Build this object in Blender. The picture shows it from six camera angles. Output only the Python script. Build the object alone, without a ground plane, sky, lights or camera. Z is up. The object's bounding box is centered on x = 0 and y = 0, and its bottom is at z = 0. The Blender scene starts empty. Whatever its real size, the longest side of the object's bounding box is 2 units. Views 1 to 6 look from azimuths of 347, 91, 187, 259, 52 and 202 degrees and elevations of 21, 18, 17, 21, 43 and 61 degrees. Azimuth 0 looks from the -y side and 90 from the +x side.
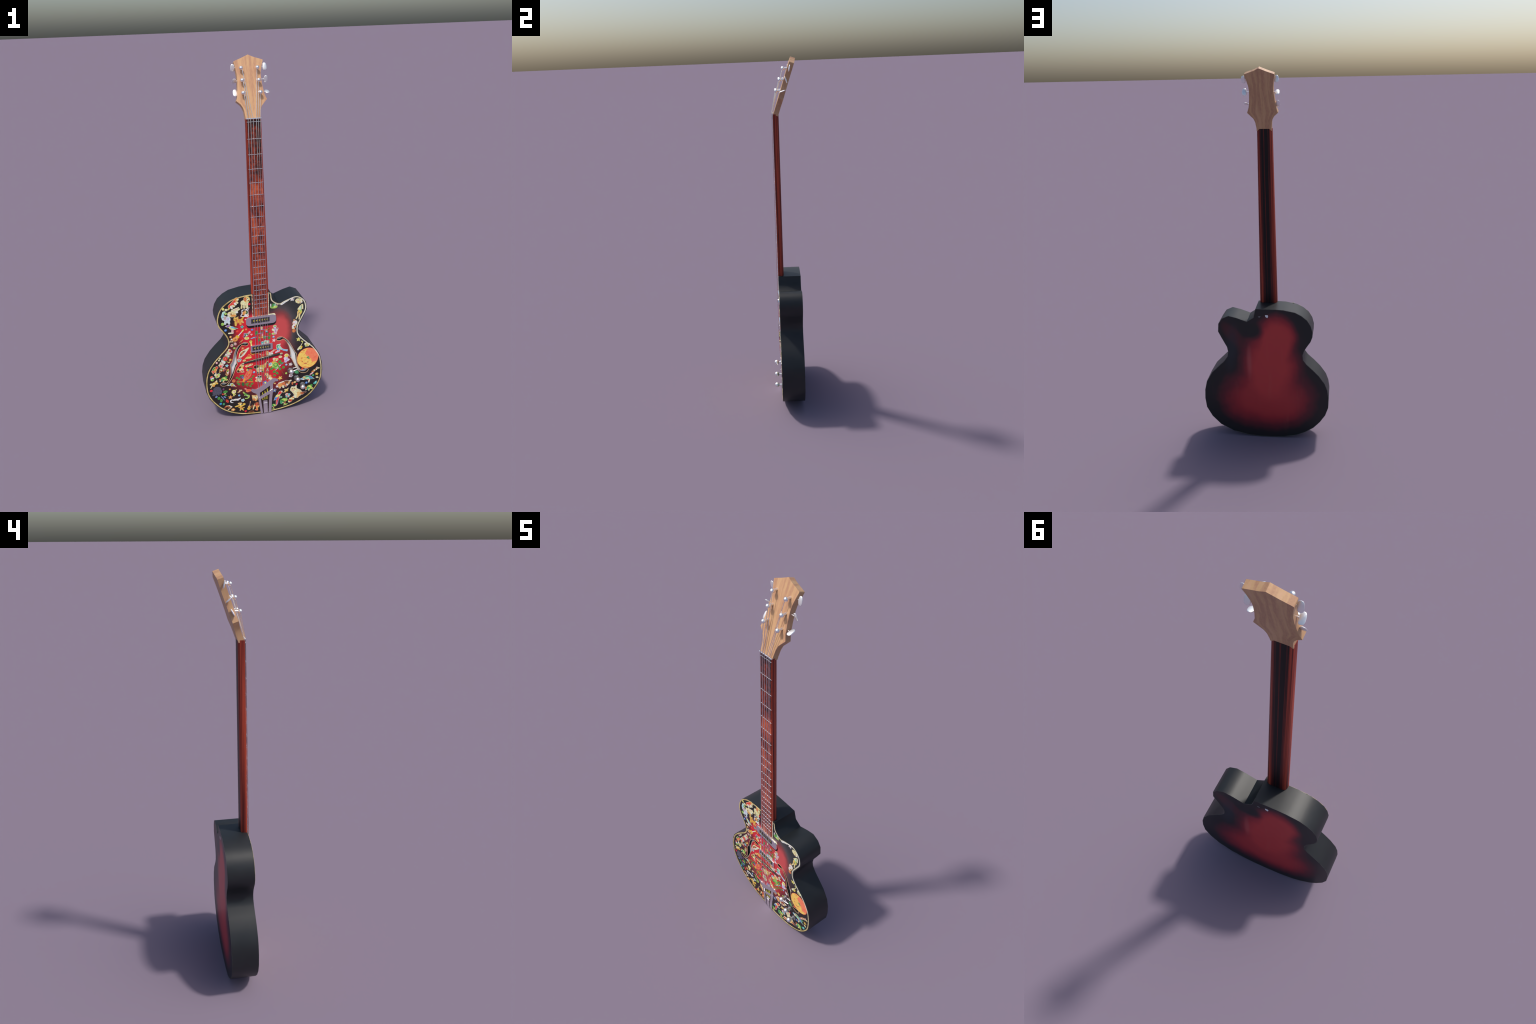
"""Hollow-body electric guitar, standing upright, its front covered with scrap-picture stickers.
Built from outlines, lofts and a small library of sticker shapes; everything is procedural."""
import bpy, bmesh, math, random
from mathutils import Vector, Matrix, Euler
from mathutils.noise import noise as mnoise

random.seed(7)

# ------------------------------------------------------------------ frame
FACE_Y = -0.043          # plane of the sound board
BACK_Y = 0.087           # plane of the back
NECK_X = -0.0135         # axis of the neck

# ------------------------------------------------------------------ helpers
def lin(c):
    return tuple(((v / 12.92) if v <= 0.04045 else ((v + 0.055) / 1.055) ** 2.4) for v in c)

def base_of(seen, gain=0.80):
    """surface colour for a colour as it looks in the sun-lit front"""
    return tuple(min(0.86, v / gain) for v in lin(seen)) + (1.0,)

class Nodes:
    """tiny wrapper that keeps node building readable"""
    def __init__(self, name, rough=0.5, metallic=0.0, spec=0.5):
        self.mat = bpy.data.materials.new(name)
        self.mat.use_nodes = True
        self.t = self.mat.node_tree
        self.n = self.t.nodes
        self.bsdf = self.n["Principled BSDF"]
        self.bsdf.inputs["Roughness"].default_value = rough
        self.bsdf.inputs["Metallic"].default_value = metallic
        self.bsdf.inputs["Specular IOR Level"].default_value = spec
        self.coord = self.n.new("ShaderNodeTexCoord")
    def link(self, a, b):
        self.t.links.new(a, b)
    def mapping(self, scale=(1, 1, 1), loc=(0, 0, 0), rot=(0, 0, 0)):
        m = self.n.new("ShaderNodeMapping")
        m.inputs["Scale"].default_value = scale
        m.inputs["Location"].default_value = loc
        m.inputs["Rotation"].default_value = rot
        self.link(self.coord.outputs["Object"], m.inputs["Vector"])
        return m.outputs["Vector"]
    def noise(self, vec, scale, detail=3.0, rough=0.55, distort=0.0):
        t = self.n.new("ShaderNodeTexNoise")
        t.inputs["Scale"].default_value = scale
        t.inputs["Detail"].default_value = detail
        t.inputs["Roughness"].default_value = rough
        t.inputs["Distortion"].default_value = distort
        self.link(vec, t.inputs["Vector"])
        return t.outputs["Fac"]
    def wave(self, vec, scale, distort, detail=2.0, dscale=1.0, axis='X'):
        t = self.n.new("ShaderNodeTexWave")
        t.bands_direction = axis
        t.inputs["Scale"].default_value = scale
        t.inputs["Distortion"].default_value = distort
        t.inputs["Detail"].default_value = detail
        t.inputs["Detail Scale"].default_value = dscale
        self.link(vec, t.inputs["Vector"])
        return t.outputs["Fac"]
    def math(self, op, a, b=None, c=None, clamp=False):
        m = self.n.new("ShaderNodeMath")
        m.operation = op
        m.use_clamp = clamp
        for i, v in enumerate((a, b, c)):
            if v is None:
                continue
            if isinstance(v, (int, float)):
                m.inputs[i].default_value = v
            else:
                self.link(v, m.inputs[i])
        return m.outputs[0]
    def ramp(self, fac, stops):
        r = self.n.new("ShaderNodeValToRGB")
        e = r.color_ramp.elements
        while len(e) < len(stops):
            e.new(0.5)
        for el, (p, c) in zip(e, stops):
            el.position = p
            el.color = c if len(c) == 4 else tuple(c) + (1.0,)
        self.link(fac, r.inputs["Fac"])
        return r.outputs["Color"]
    def step(self, fac, lo, hi):
        m = self.n.new("ShaderNodeMapRange")
        m.interpolation_type = 'SMOOTHSTEP'
        m.inputs["From Min"].default_value = lo
        m.inputs["From Max"].default_value = hi
        self.link(fac, m.inputs["Value"])
        return m.outputs["Result"]
    def mix(self, fac, a, b):
        m = self.n.new("ShaderNodeMix")
        m.data_type = 'RGBA'
        if isinstance(fac, (int, float)):
            m.inputs["Factor"].default_value = fac
        else:
            self.link(fac, m.inputs["Factor"])
        for sock, v in ((m.inputs[6], a), (m.inputs[7], b)):
            if isinstance(v, tuple):
                sock.default_value = v if len(v) == 4 else v + (1.0,)
            else:
                self.link(v, sock)
        return m.outputs[2]
    def xyz(self, vec=None):
        s = self.n.new("ShaderNodeSeparateXYZ")
        self.link(vec or self.coord.outputs["Object"], s.inputs[0])
        return s.outputs
    def blob(self, cx, cz, rx, rz, rot=0.0, soft=0.35, warp=None):
        """soft elliptical mask in the x-z plane, 1 inside and 0 outside"""
        o = self.xyz()
        x = self.math('SUBTRACT', o[0], cx)
        z = self.math('SUBTRACT', o[2], cz)
        c, s = math.cos(rot), math.sin(rot)
        u = self.math('ADD', self.math('MULTIPLY', x, c / rx), self.math('MULTIPLY', z, s / rx))
        v = self.math('ADD', self.math('MULTIPLY', x, -s / rz), self.math('MULTIPLY', z, c / rz))
        d = self.math('SQRT', self.math('ADD', self.math('MULTIPLY', u, u), self.math('MULTIPLY', v, v)))
        if warp is not None:
            d = self.math('ADD', d, warp)
        return self.math('SUBTRACT', 1.0, self.step(d, 1.0 - soft, 1.0 + soft))
    def bump(self, height, strength, dist=0.001):
        b = self.n.new("ShaderNodeBump")
        b.inputs["Strength"].default_value = strength
        b.inputs["Distance"].default_value = dist
        self.link(height, b.inputs["Height"])
        self.link(b.outputs["Normal"], self.bsdf.inputs["Normal"])
    def out(self, color):
        if isinstance(color, tuple):
            self.bsdf.inputs["Base Color"].default_value = color if len(color) == 4 else color + (1.0,)
        else:
            self.link(color, self.bsdf.inputs["Base Color"])
        return self.mat

def add_object(name, verts, faces, mats, face_mats=None, parent=None, smooth_angle=None):
    me = bpy.data.meshes.new(name)
    me.from_pydata(verts, [], faces)
    me.update()
    for m in (mats if isinstance(mats, (list, tuple)) else [mats]):
        me.materials.append(m)
    if face_mats:
        for p, i in zip(me.polygons, face_mats):
            p.material_index = i
    bm = bmesh.new(); bm.from_mesh(me)
    if not (face_mats and len(face_mats) == 0):
        bmesh.ops.recalc_face_normals(bm, faces=bm.faces)
    bm.to_mesh(me); bm.free()
    if smooth_angle is not None:
        for p in me.polygons:
            p.use_smooth = True
        me.set_sharp_from_angle(angle=math.radians(smooth_angle))
    ob = bpy.data.objects.new(name, me)
    bpy.context.scene.collection.objects.link(ob)
    if parent:
        ob.parent = parent
    return ob

def area(poly):
    return 0.5 * sum(a[0] * b[1] - b[0] * a[1] for a, b in zip(poly, poly[1:] + poly[:1]))

def ccw(poly):
    return list(poly) if area(list(poly)) > 0 else list(reversed(poly))

def offset(poly, d):
    """grow (d > 0) or shrink a counter-clockwise polygon; d may be a function of the point"""
    out, n = [], len(poly)
    for i, p in enumerate(poly):
        a, b = poly[i - 1], poly[(i + 1) % n]
        e1 = Vector((p[0] - a[0], p[1] - a[1])); e2 = Vector((b[0] - p[0], b[1] - p[1]))
        if e1.length < 1e-9 or e2.length < 1e-9:
            out.append(tuple(p)); continue
        e1.normalize(); e2.normalize()
        n1 = Vector((e1.y, -e1.x)); n2 = Vector((e2.y, -e2.x))
        m = n1 + n2
        if m.length < 1e-6:
            m = n1.copy()
        m.normalize()
        k = 1.0 / max(0.55, m.dot(n1))
        dd = d(p) if callable(d) else d
        out.append((p[0] + m.x * dd * k, p[1] + m.y * dd * k))
    return out

def spline(pts, per=5, closed=True):
    """Catmull-Rom through the control points"""
    n, out = len(pts), []
    rng = range(n) if closed else range(n - 1)
    for i in rng:
        g = (lambda k: pts[k % n]) if closed else (lambda k: pts[max(0, min(n - 1, k))])
        p0, p1, p2, p3 = g(i - 1), g(i), g(i + 1), g(i + 2)
        for j in range(per):
            t = j / per
            out.append(tuple(0.5 * (2 * b + (c - a) * t + (2 * a - 5 * b + 4 * c - d) * t * t
                                    + (3 * b - a - 3 * c + d) * t ** 3)
                             for a, b, c, d in zip(p0, p1, p2, p3)))
    if not closed:
        out.append(tuple(pts[-1]))
    return out

def flat_fill(name, loops, y, mat, parent=None):
    """planar sheet in x-z bounded by the first loop, with the other loops cut out"""
    cu = bpy.data.curves.new(name, 'CURVE')
    cu.dimensions = '2D'
    cu.fill_mode = 'BOTH'
    for lp in loops:
        sp = cu.splines.new('POLY')
        sp.points.add(len(lp) - 1)
        for q, p in zip(sp.points, lp):
            q.co = (p[0], p[1], 0, 1)
        sp.use_cyclic_u = True
    tmp = bpy.data.objects.new(name + "_tmp", cu)
    bpy.context.scene.collection.objects.link(tmp)
    dg = bpy.context.evaluated_depsgraph_get()
    src = tmp.evaluated_get(dg).to_mesh()
    verts = [(v.co.x, y, v.co.y) for v in src.vertices]
    faces = [tuple(p.vertices) for p in src.polygons]
    bpy.data.objects.remove(tmp)
    bpy.data.curves.remove(cu)
    ob = add_object(name, verts, faces, mat, parent=parent)
    me = ob.data
    up = sum(p.normal.y * p.area for p in me.polygons)
    if (up > 0) == (y < 0):
        me.flip_normals()
    return ob

def slab(name, loops, y_front, y_back, mat, parent=None, bevel=0.0, angle=40):
    """plate with straight walls (first loop) and holes (other loops)"""
    sheet = flat_fill(name, loops, y_front, mat)
    bm = bmesh.new(); bm.from_mesh(sheet.data)
    bmesh.ops.remove_doubles(bm, verts=bm.verts, dist=1e-6)
    g = bmesh.ops.extrude_face_region(bm, geom=list(bm.faces))
    for v in [e for e in g["geom"] if isinstance(e, bmesh.types.BMVert)]:
        v.co.y = y_back
    bmesh.ops.recalc_face_normals(bm, faces=bm.faces)
    if bevel:
        ed = [e for e in bm.edges if len(e.link_faces) == 2 and
              all(abs(v.co.y - y_front) < 1e-6 for v in e.verts) and
              e.calc_face_angle(0) > 1.0]
        bmesh.ops.bevel(bm, geom=ed, offset=bevel, segments=2, affect='EDGES', profile=0.5)
    bm.to_mesh(sheet.data); bm.free()
    for p in sheet.data.polygons:
        p.use_smooth = True
    sheet.data.set_sharp_from_angle(angle=math.radians(angle))
    if parent:
        sheet.parent = parent
    return sheet

def ribbon(name, inner, outer, y, depth, mat, parent=None, closed=True):
    """raised strip between two matching lines on the face"""
    n = len(inner)
    verts, faces = [], []
    s = -1 if y < 0 else 1
    for a, b in zip(inner, outer):
        verts += [(b[0], y, b[1]), (b[0], y + s * depth, b[1]), (a[0], y + s * depth, a[1]), (a[0], y, a[1])]
    for i in range(n if closed else n - 1):
        j = (i + 1) % n
        for k in range(3):
            faces.append((4 * i + k, 4 * i + k + 1, 4 * j + k + 1, 4 * j + k))
    return add_object(name, verts, faces, mat, parent=parent, smooth_angle=35)

def tube(name, pts, radius, mat, parent=None, seg=10, caps=True):
    """round bar along a polyline; radius may be a list"""
    verts, faces = [], []
    n = len(pts)
    rad = radius if isinstance(radius, (list, tuple)) else [radius] * n
    for i, p in enumerate(pts):
        p = Vector(p)
        d = Vector(pts[min(i + 1, n - 1)]) - Vector(pts[max(i - 1, 0)])
        d.normalize()
        side = d.cross(Vector((0.13, -0.2, 1)) if abs(d.z) < 0.9 else Vector((1, 0, 0))).normalized()
        up = side.cross(d)
        for k in range(seg):
            a = 2 * math.pi * k / seg
            verts.append(tuple(p + (side * math.cos(a) + up * math.sin(a)) * rad[i]))
    for i in range(n - 1):
        for k in range(seg):
            q = (k + 1) % seg
            faces.append((i * seg + k, i * seg + q, (i + 1) * seg + q, (i + 1) * seg + k))
    if caps:
        faces.append(tuple(range(seg)))
        faces.append(tuple((n - 1) * seg + k for k in range(seg)))
    return add_object(name, verts, faces, mat, parent=parent, smooth_angle=50)

def ball_mesh(name, mat, seg=28, rings=18):
    me = bpy.data.meshes.new(name)
    bm = bmesh.new()
    bmesh.ops.create_uvsphere(bm, u_segments=seg, v_segments=rings, radius=1.0)
    bm.to_mesh(me); bm.free()
    for p in me.polygons:
        p.use_smooth = True
    me.materials.append(mat)
    return me

def place(name, me, loc, scale=(1, 1, 1), rot=(0, 0, 0), parent=None):
    ob = bpy.data.objects.new(name, me)
    ob.location, ob.rotation_euler = loc, rot
    ob.scale = scale if isinstance(scale, (tuple, list)) else (scale,) * 3
    bpy.context.scene.collection.objects.link(ob)
    if parent:
        ob.parent = parent
    return ob

def box(name, x0, x1, y0, y1, z0, z1, mat, parent=None, bevel=0.0):
    bm = bmesh.new()
    bmesh.ops.create_cube(bm, size=1.0)
    for v in bm.verts:
        v.co = ((x0 + x1) / 2 + v.co.x * (x1 - x0), (y0 + y1) / 2 + v.co.y * (y1 - y0), (z0 + z1) / 2 + v.co.z * (z1 - z0))
    if bevel:
        bmesh.ops.bevel(bm, geom=list(bm.edges), offset=bevel, segments=2, affect='EDGES', profile=0.5)
    me = bpy.data.meshes.new(name)
    bm.to_mesh(me); bm.free()
    me.materials.append(mat)
    for p in me.polygons:
        p.use_smooth = True
    me.set_sharp_from_angle(angle=math.radians(35))
    return place(name, me, (0, 0, 0), parent=parent)

# ------------------------------------------------------------------ materials
def lacquer_black():
    m = Nodes("black_lacquer", rough=0.46, spec=0.40)
    f = m.noise(m.mapping(), 6.0, 4.0)
    return m.out(m.ramp(f, [(0.3, (0.010, 0.0125, 0.0145)), (0.75, (0.017, 0.019, 0.021))]))

def sunburst_front():
    m = Nodes("sunburst_front", rough=0.5, spec=0.35)
    w = m.math('MULTIPLY', m.math('SUBTRACT', m.noise(m.mapping(), 9.0, 4.0), 0.5), 0.45)
    a = m.blob(-0.030, 0.345, 0.200, 0.215, 0.0, 0.48, w)
    b = m.blob(-0.050, 0.555, 0.125, 0.125, 0.35, 0.42, w)
    c = m.blob(0.078, 0.520, 0.088, 0.145, -0.2, 0.48, w)
    d = m.blob(0.100, 0.605, 0.070, 0.060, -0.4, 0.55, w)
    d = m.math('MULTIPLY', d, 0.70)
    e = m.math('SMOOTH_MAX', m.math('SMOOTH_MAX', a, b, 0.35), m.math('SMOOTH_MAX', c, d, 0.2), 0.35, clamp=True)
    e = m.math('MULTIPLY', m.math('SUBTRACT', e, 0.10), 1.12, clamp=True)
    red = m.ramp(e, [(0.0, (0.012, 0.012, 0.012)), (0.30, (0.035, 0.013, 0.015)), (0.62, (0.16, 0.015, 0.022)),
                     (0.88, (0.47, 0.013, 0.024)), (1.0, (0.62, 0.018, 0.032))])
    # greyish sheen of reflected light, painted into the cut-away side
    g = m.blob(0.150, 0.590, 0.110, 0.165, -0.10, 0.5, w)
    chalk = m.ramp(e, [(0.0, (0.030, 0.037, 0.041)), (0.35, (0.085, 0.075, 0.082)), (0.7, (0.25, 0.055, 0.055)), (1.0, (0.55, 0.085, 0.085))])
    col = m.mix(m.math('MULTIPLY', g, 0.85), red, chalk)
    spk = m.step(m.noise(m.mapping(), 160.0, 2.0), 0.5, 0.75)
    return m.out(m.mix(m.math('MULTIPLY', spk, 0.10), col, (0.30, 0.10, 0.09)))

def sunburst_back():
    m = Nodes("sunburst_back", rough=0.42, spec=0.4)
    w = m.math('MULTIPLY', m.math('SUBTRACT', m.noise(m.mapping(), 6.0, 3.0), 0.5), 0.45)
    a = m.math('MULTIPLY', m.blob(-0.010, 0.240, 0.255, 0.185, 0.0, 0.62, w), 0.90)
    b = m.blob(-0.025, 0.420, 0.165, 0.250, 0.0, 0.62, w)
    c = m.blob(-0.060, 0.575, 0.112, 0.165, 0.12, 0.45, w)
    d = m.math('MULTIPLY', m.blob(0.165, 0.610, 0.140, 0.052, 0.9, 0.7, w), 0.42)
    k = m.blob(0.075, 0.650, 0.055, 0.042, 0.5, 0.6)
    e = m.math('SMOOTH_MAX', m.math('SMOOTH_MAX', a, b, 0.35), m.math('SMOOTH_MAX', c, d, 0.2), 0.35, clamp=True)
    e = m.math('MULTIPLY', m.math('SUBTRACT', e, 0.10), 1.12, clamp=True)
    e = m.math('MULTIPLY', e, m.math('SUBTRACT', 1.0, m.math('MULTIPLY', k, 0.75)))
    col = m.ramp(e, [(0.0, (0.012, 0.016, 0.017)), (0.22, (0.022, 0.016, 0.018)), (0.5, (0.130, 0.017, 0.025)),
                     (0.78, (0.350, 0.024, 0.032)), (1.0, (0.530, 0.044, 0.044))])
    # long pale streaks, a bluish-dark patch by the cut-away
    s2 = m.step(m.noise(m.mapping(scale=(1.0, 1.0, 0.12)), 22.0, 3.0), 0.55, 0.75)
    col = m.mix(m.math('MULTIPLY', m.math('MULTIPLY', s2, e), 0.10), col, (0.50, 0.16, 0.12))
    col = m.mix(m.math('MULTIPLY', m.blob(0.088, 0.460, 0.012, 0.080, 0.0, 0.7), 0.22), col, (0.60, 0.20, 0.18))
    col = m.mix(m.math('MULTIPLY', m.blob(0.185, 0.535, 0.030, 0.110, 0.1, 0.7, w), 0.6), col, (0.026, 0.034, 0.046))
    return m.out(col)

def neck_wood():
    m = Nodes("neck_rosewood", rough=0.45, spec=0.25)
    f = m.step(m.noise(m.mapping(scale=(1, 1, 0.004)), 150.0, 3.0, 0.6), 0.30, 0.70)
    g = m.noise(m.mapping(scale=(1, 1, 0.01)), 420.0, 2.0)
    o = m.xyz()
    # the darker heart wood runs along the middle of the back
    side = m.math('ABSOLUTE', m.math('SUBTRACT', o[0], NECK_X))
    edge = m.step(side, 0.014, 0.036)
    front = m.math('SUBTRACT', 1.0, m.step(o[1], -0.036, -0.018))
    lift = m.math('MAXIMUM', edge, front)
    v = m.math('ADD', m.math('MULTIPLY', f, 0.48), m.math('MULTIPLY', g, 0.30))
    v = m.math('ADD', v, m.math('MULTIPLY', m.math('SUBTRACT', lift, 0.32), 0.42))
    col = m.ramp(v, [(0.28, (0.010, 0.006, 0.007)), (0.42, (0.055, 0.009, 0.009)), (0.58, (0.200, 0.026, 0.016)), (0.82, (0.420, 0.062, 0.032))])
    return m.out(col)

def fingerboard_wood():
    m = Nodes("fingerboard_figured", rough=0.4, spec=0.4)
    f = m.noise(m.mapping(scale=(1.0, 1.0, 0.40), rot=(0, 0.75, 0)), 34.0, 5.0, 0.62, 0.8)
    g = m.noise(m.mapping(scale=(0.3, 1, 1.0), rot=(0, -0.4, 0)), 70.0, 3.0)
    big = m.noise(m.mapping(scale=(0.4, 1, 1)), 9.0, 2.0)
    o = m.xyz()
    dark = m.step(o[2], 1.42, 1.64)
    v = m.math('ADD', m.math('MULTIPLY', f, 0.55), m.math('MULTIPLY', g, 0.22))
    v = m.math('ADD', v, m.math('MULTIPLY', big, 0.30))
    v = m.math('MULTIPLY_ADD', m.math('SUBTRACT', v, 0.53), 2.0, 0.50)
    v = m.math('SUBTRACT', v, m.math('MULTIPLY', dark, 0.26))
    col = m.ramp(v, [(0.18, (0.016, 0.009, 0.009)), (0.36, (0.120, 0.020, 0.013)), (0.52, (0.31, 0.048, 0.023)), (0.78, (0.60, 0.125, 0.050))])
    return m.out(col)

def maple():
    m = Nodes("maple", rough=0.45, spec=0.3)
    o = m.xyz()
    # the grain spreads with the width of the headstock
    t = m.math('DIVIDE', m.math('SUBTRACT', o[2], 1.70), 0.30)
    half = m.ramp(t, [(0.0, (0.50,) * 3), (0.14, (0.56,) * 3), (0.29, (0.98,) * 3), (0.45, (0.84,) * 3), (0.68, (0.78,) * 3), (0.95, (0.96,) * 3), (1.0, (0.92,) * 3)])
    u = m.math('DIVIDE', m.math('ADD', o[0], 0.0105), m.math('MULTIPLY', half, 0.077))
    cv = m.n.new("ShaderNodeCombineXYZ")
    m.link(u, cv.inputs[0])
    m.link(m.math('MULTIPLY', o[1], 3.0), cv.inputs[1])
    m.link(m.math('MULTIPLY', o[2], 0.9), cv.inputs[2])
    f = m.step(m.noise(cv.outputs[0], 3.6, 2.0, 0.5, 0.3), 0.36, 0.66)
    g = m.step(m.noise(m.mapping(scale=(1, 1, 0.03)), 190.0, 3.0), 0.3, 0.7)
    v = m.math('ADD', m.math('MULTIPLY', f, 0.75), m.math('MULTIPLY', g, 0.25))
    col = m.ramp(v, [(0.05, (0.455, 0.245, 0.142)), (0.40, (0.535, 0.308, 0.170)), (0.65, (0.570, 0.345, 0.178)), (0.95, (0.590, 0.350, 0.205))])
    return m.out(col)

def chrome(name="chrome", rough=0.16, tint=0.93):
    m = Nodes(name, rough=rough, metallic=1.0)
    f = m.noise(m.mapping(), 40.0, 2.0)
    return m.out(m.ramp(f, [(0.3, (tint * 0.95, tint * 0.95, tint * 0.97)), (0.7, (tint, tint, tint))]))

def plain(name, seen, rough=0.5, vary=0.16, scale=60.0, metallic=0.0, gain=0.80):
    m = Nodes(name, rough=rough, metallic=metallic, spec=0.3)
    c = base_of(seen, gain)
    f = m.noise(m.mapping(), scale, 4.0, 0.65)
    dark = tuple(v * (1 - vary * 1.6) for v in c[:3])
    light = tuple(min(0.9, v * (1 + vary) + 0.02 * vary) for v in c[:3])
    return m.out(m.ramp(f, [(0.3, dark), (0.7, light)]))

def binding_mat():
    m = Nodes("aged_binding", rough=0.45)
    o = m.xyz()
    t = m.step(o[0], -0.05, 0.16)
    u = m.step(o[2], 0.10, 0.45)
    f = m.noise(m.mapping(), 30.0, 3.0)
    tu = m.math('MULTIPLY', t, u)
    a = m.ramp(f, [(0.3, base_of((0.62, 0.54, 0.30))), (0.7, base_of((0.84, 0.77, 0.54)))])
    b = m.ramp(f, [(0.3, base_of((0.80, 0.78, 0.62))), (0.7, base_of((0.92, 0.90, 0.82)))])
    return m.out(m.mix(tu, a, b))

BLACK = lacquer_black()
FRONT = sunburst_front()
BACK = sunburst_back()
NECKWOOD = neck_wood()
FINGER = fingerboard_wood()
MAPLE = maple()
CHROME = chrome()
SATIN = chrome("satin_chrome", 0.36, 0.96)
PEARL = chrome("brushed_key", 0.42, 0.95)
PEARL.node_tree.nodes["Principled BSDF"].inputs["Metallic"].default_value = 0.75
STRING = chrome("string_steel", 0.22, 0.92)
BINDING = binding_mat()

# ------------------------------------------------------------------ the thing
guitar = bpy.data.objects.new("electric_guitar", None)
bpy.context.scene.collection.objects.link(guitar)
guitar["label"] = "hollow-body electric guitar with sticker-covered red sunburst front"
guitar["category"] = "guitar"

# ------------------------------------------------------------------ body outline (x, z), from the neck leftwards
OUTLINE = [
    (0.0455, 0.772), (-0.024, 0.772), (-0.060, 0.771), (-0.104, 0.769), (-0.165, 0.757), (-0.200, 0.739),
    (-0.230, 0.714), (-0.249, 0.682), (-0.2585, 0.645), (-0.2575, 0.617), (-0.247, 0.589), (-0.228, 0.561),
    (-0.214, 0.538), (-0.205, 0.510), (-0.207, 0.483), (-0.224, 0.458), (-0.260, 0.424), (-0.294, 0.388),
    (-0.325, 0.343), (-0.339, 0.304), (-0.3455, 0.260), (-0.3435, 0.198), (-0.327, 0.150), (-0.298, 0.107),
    (-0.262, 0.069), (-0.213, 0.037), (-0.152, 0.0140), (-0.100, 0.005), (-0.030, 0.0), (0.036, 0.0),
    (0.110, 0.0075), (0.188, 0.027), (0.262, 0.066), (0.310, 0.117), (0.339, 0.172), (0.346, 0.228),
    (0.3435, 0.281), (0.3315, 0.334), (0.2985, 0.390), (0.266, 0.423), (0.229, 0.460), (0.2075, 0.490),
    (0.203, 0.518), (0.208, 0.546), (0.231, 0.590), (0.2535, 0.636), (0.250, 0.682), (0.229, 0.7125),
    (0.193, 0.7290), (0.150, 0.7185), (0.120, 0.708), (0.094, 0.6985), (0.0585, 0.7225)]
OUTLINE = ccw(OUTLINE)

F_HOLE_LEFT = [
    (-0.1248, 0.4772), (-0.1164, 0.4819), (-0.1036, 0.4818), (-0.0929, 0.4760), (-0.0913, 0.4697), (-0.0971, 0.4636),
    (-0.1081, 0.4634), (-0.1188, 0.4682), (-0.1260, 0.4703), (-0.1374, 0.4591), (-0.1482, 0.4427), (-0.1565, 0.4217),
    (-0.1613, 0.3981), (-0.1614, 0.3776), (-0.1593, 0.3515), (-0.1669, 0.3394), (-0.1733, 0.3219), (-0.1798, 0.3022),
    (-0.1882, 0.2808), (-0.1984, 0.2617), (-0.2104, 0.2449), (-0.2222, 0.2302), (-0.2336, 0.2249), (-0.2483, 0.2266),
    (-0.2571, 0.2324), (-0.2576, 0.2399), (-0.2509, 0.2450), (-0.2380, 0.2447), (-0.2254, 0.2392), (-0.2159, 0.2459),
    (-0.2088, 0.2572), (-0.2015, 0.2727), (-0.1968, 0.2928), (-0.1952, 0.3175), (-0.1954, 0.3382), (-0.1973, 0.3550),
    (-0.1875, 0.3677), (-0.1811, 0.3851), (-0.1766, 0.4027), (-0.1720, 0.4223), (-0.1637, 0.4412), (-0.1539, 0.4578),
    (-0.1406, 0.4697)]
F_HOLE_RIGHT = [
    (0.0766, 0.4735), (0.0810, 0.4811), (0.0911, 0.4849), (0.1029, 0.4839), (0.1129, 0.4787), (0.1245, 0.4704),
    (0.1378, 0.4572), (0.1477, 0.4427), (0.1593, 0.4204), (0.1692, 0.3983), (0.1792, 0.3780), (0.1906, 0.3601),
    (0.1866, 0.3504), (0.1880, 0.3313), (0.1904, 0.3119), (0.1936, 0.2923), (0.1995, 0.2740), (0.2072, 0.2593),
    (0.2175, 0.2478), (0.2315, 0.2492), (0.2438, 0.2547), (0.2552, 0.2527), (0.2587, 0.2425), (0.2507, 0.2323),
    (0.2366, 0.2289), (0.2191, 0.2330), (0.2052, 0.2442), (0.1950, 0.2614), (0.1831, 0.2826), (0.1747, 0.3032),
    (0.1664, 0.3236), (0.1580, 0.3420), (0.1505, 0.3518), (0.1550, 0.3652), (0.1536, 0.3860), (0.1489, 0.4129),
    (0.1425, 0.4325), (0.1326, 0.4507), (0.1210, 0.4655), (0.1127, 0.4714), (0.1059, 0.4688), (0.0957, 0.4650),
    (0.0856, 0.4648), (0.0781, 0.4683)]

# rim (the bent side of the body)
n = len(OUTLINE)
v = [(x, FACE_Y, z) for x, z in OUTLINE] + [(x, BACK_Y, z) for x, z in OUTLINE]
f = [(i, (i + 1) % n, n + (i + 1) % n, n + i) for i in range(n)]
rim = add_object("rim", v, f, BLACK, parent=guitar, smooth_angle=46)

holes = [spline(F_HOLE_LEFT, 3), spline(F_HOLE_RIGHT, 3)]
top_plate = flat_fill("top_plate", [OUTLINE] + holes, FACE_Y, FRONT, parent=guitar)
back_plate = flat_fill("back_plate", [OUTLINE], BACK_Y, BACK, parent=guitar)

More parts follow.
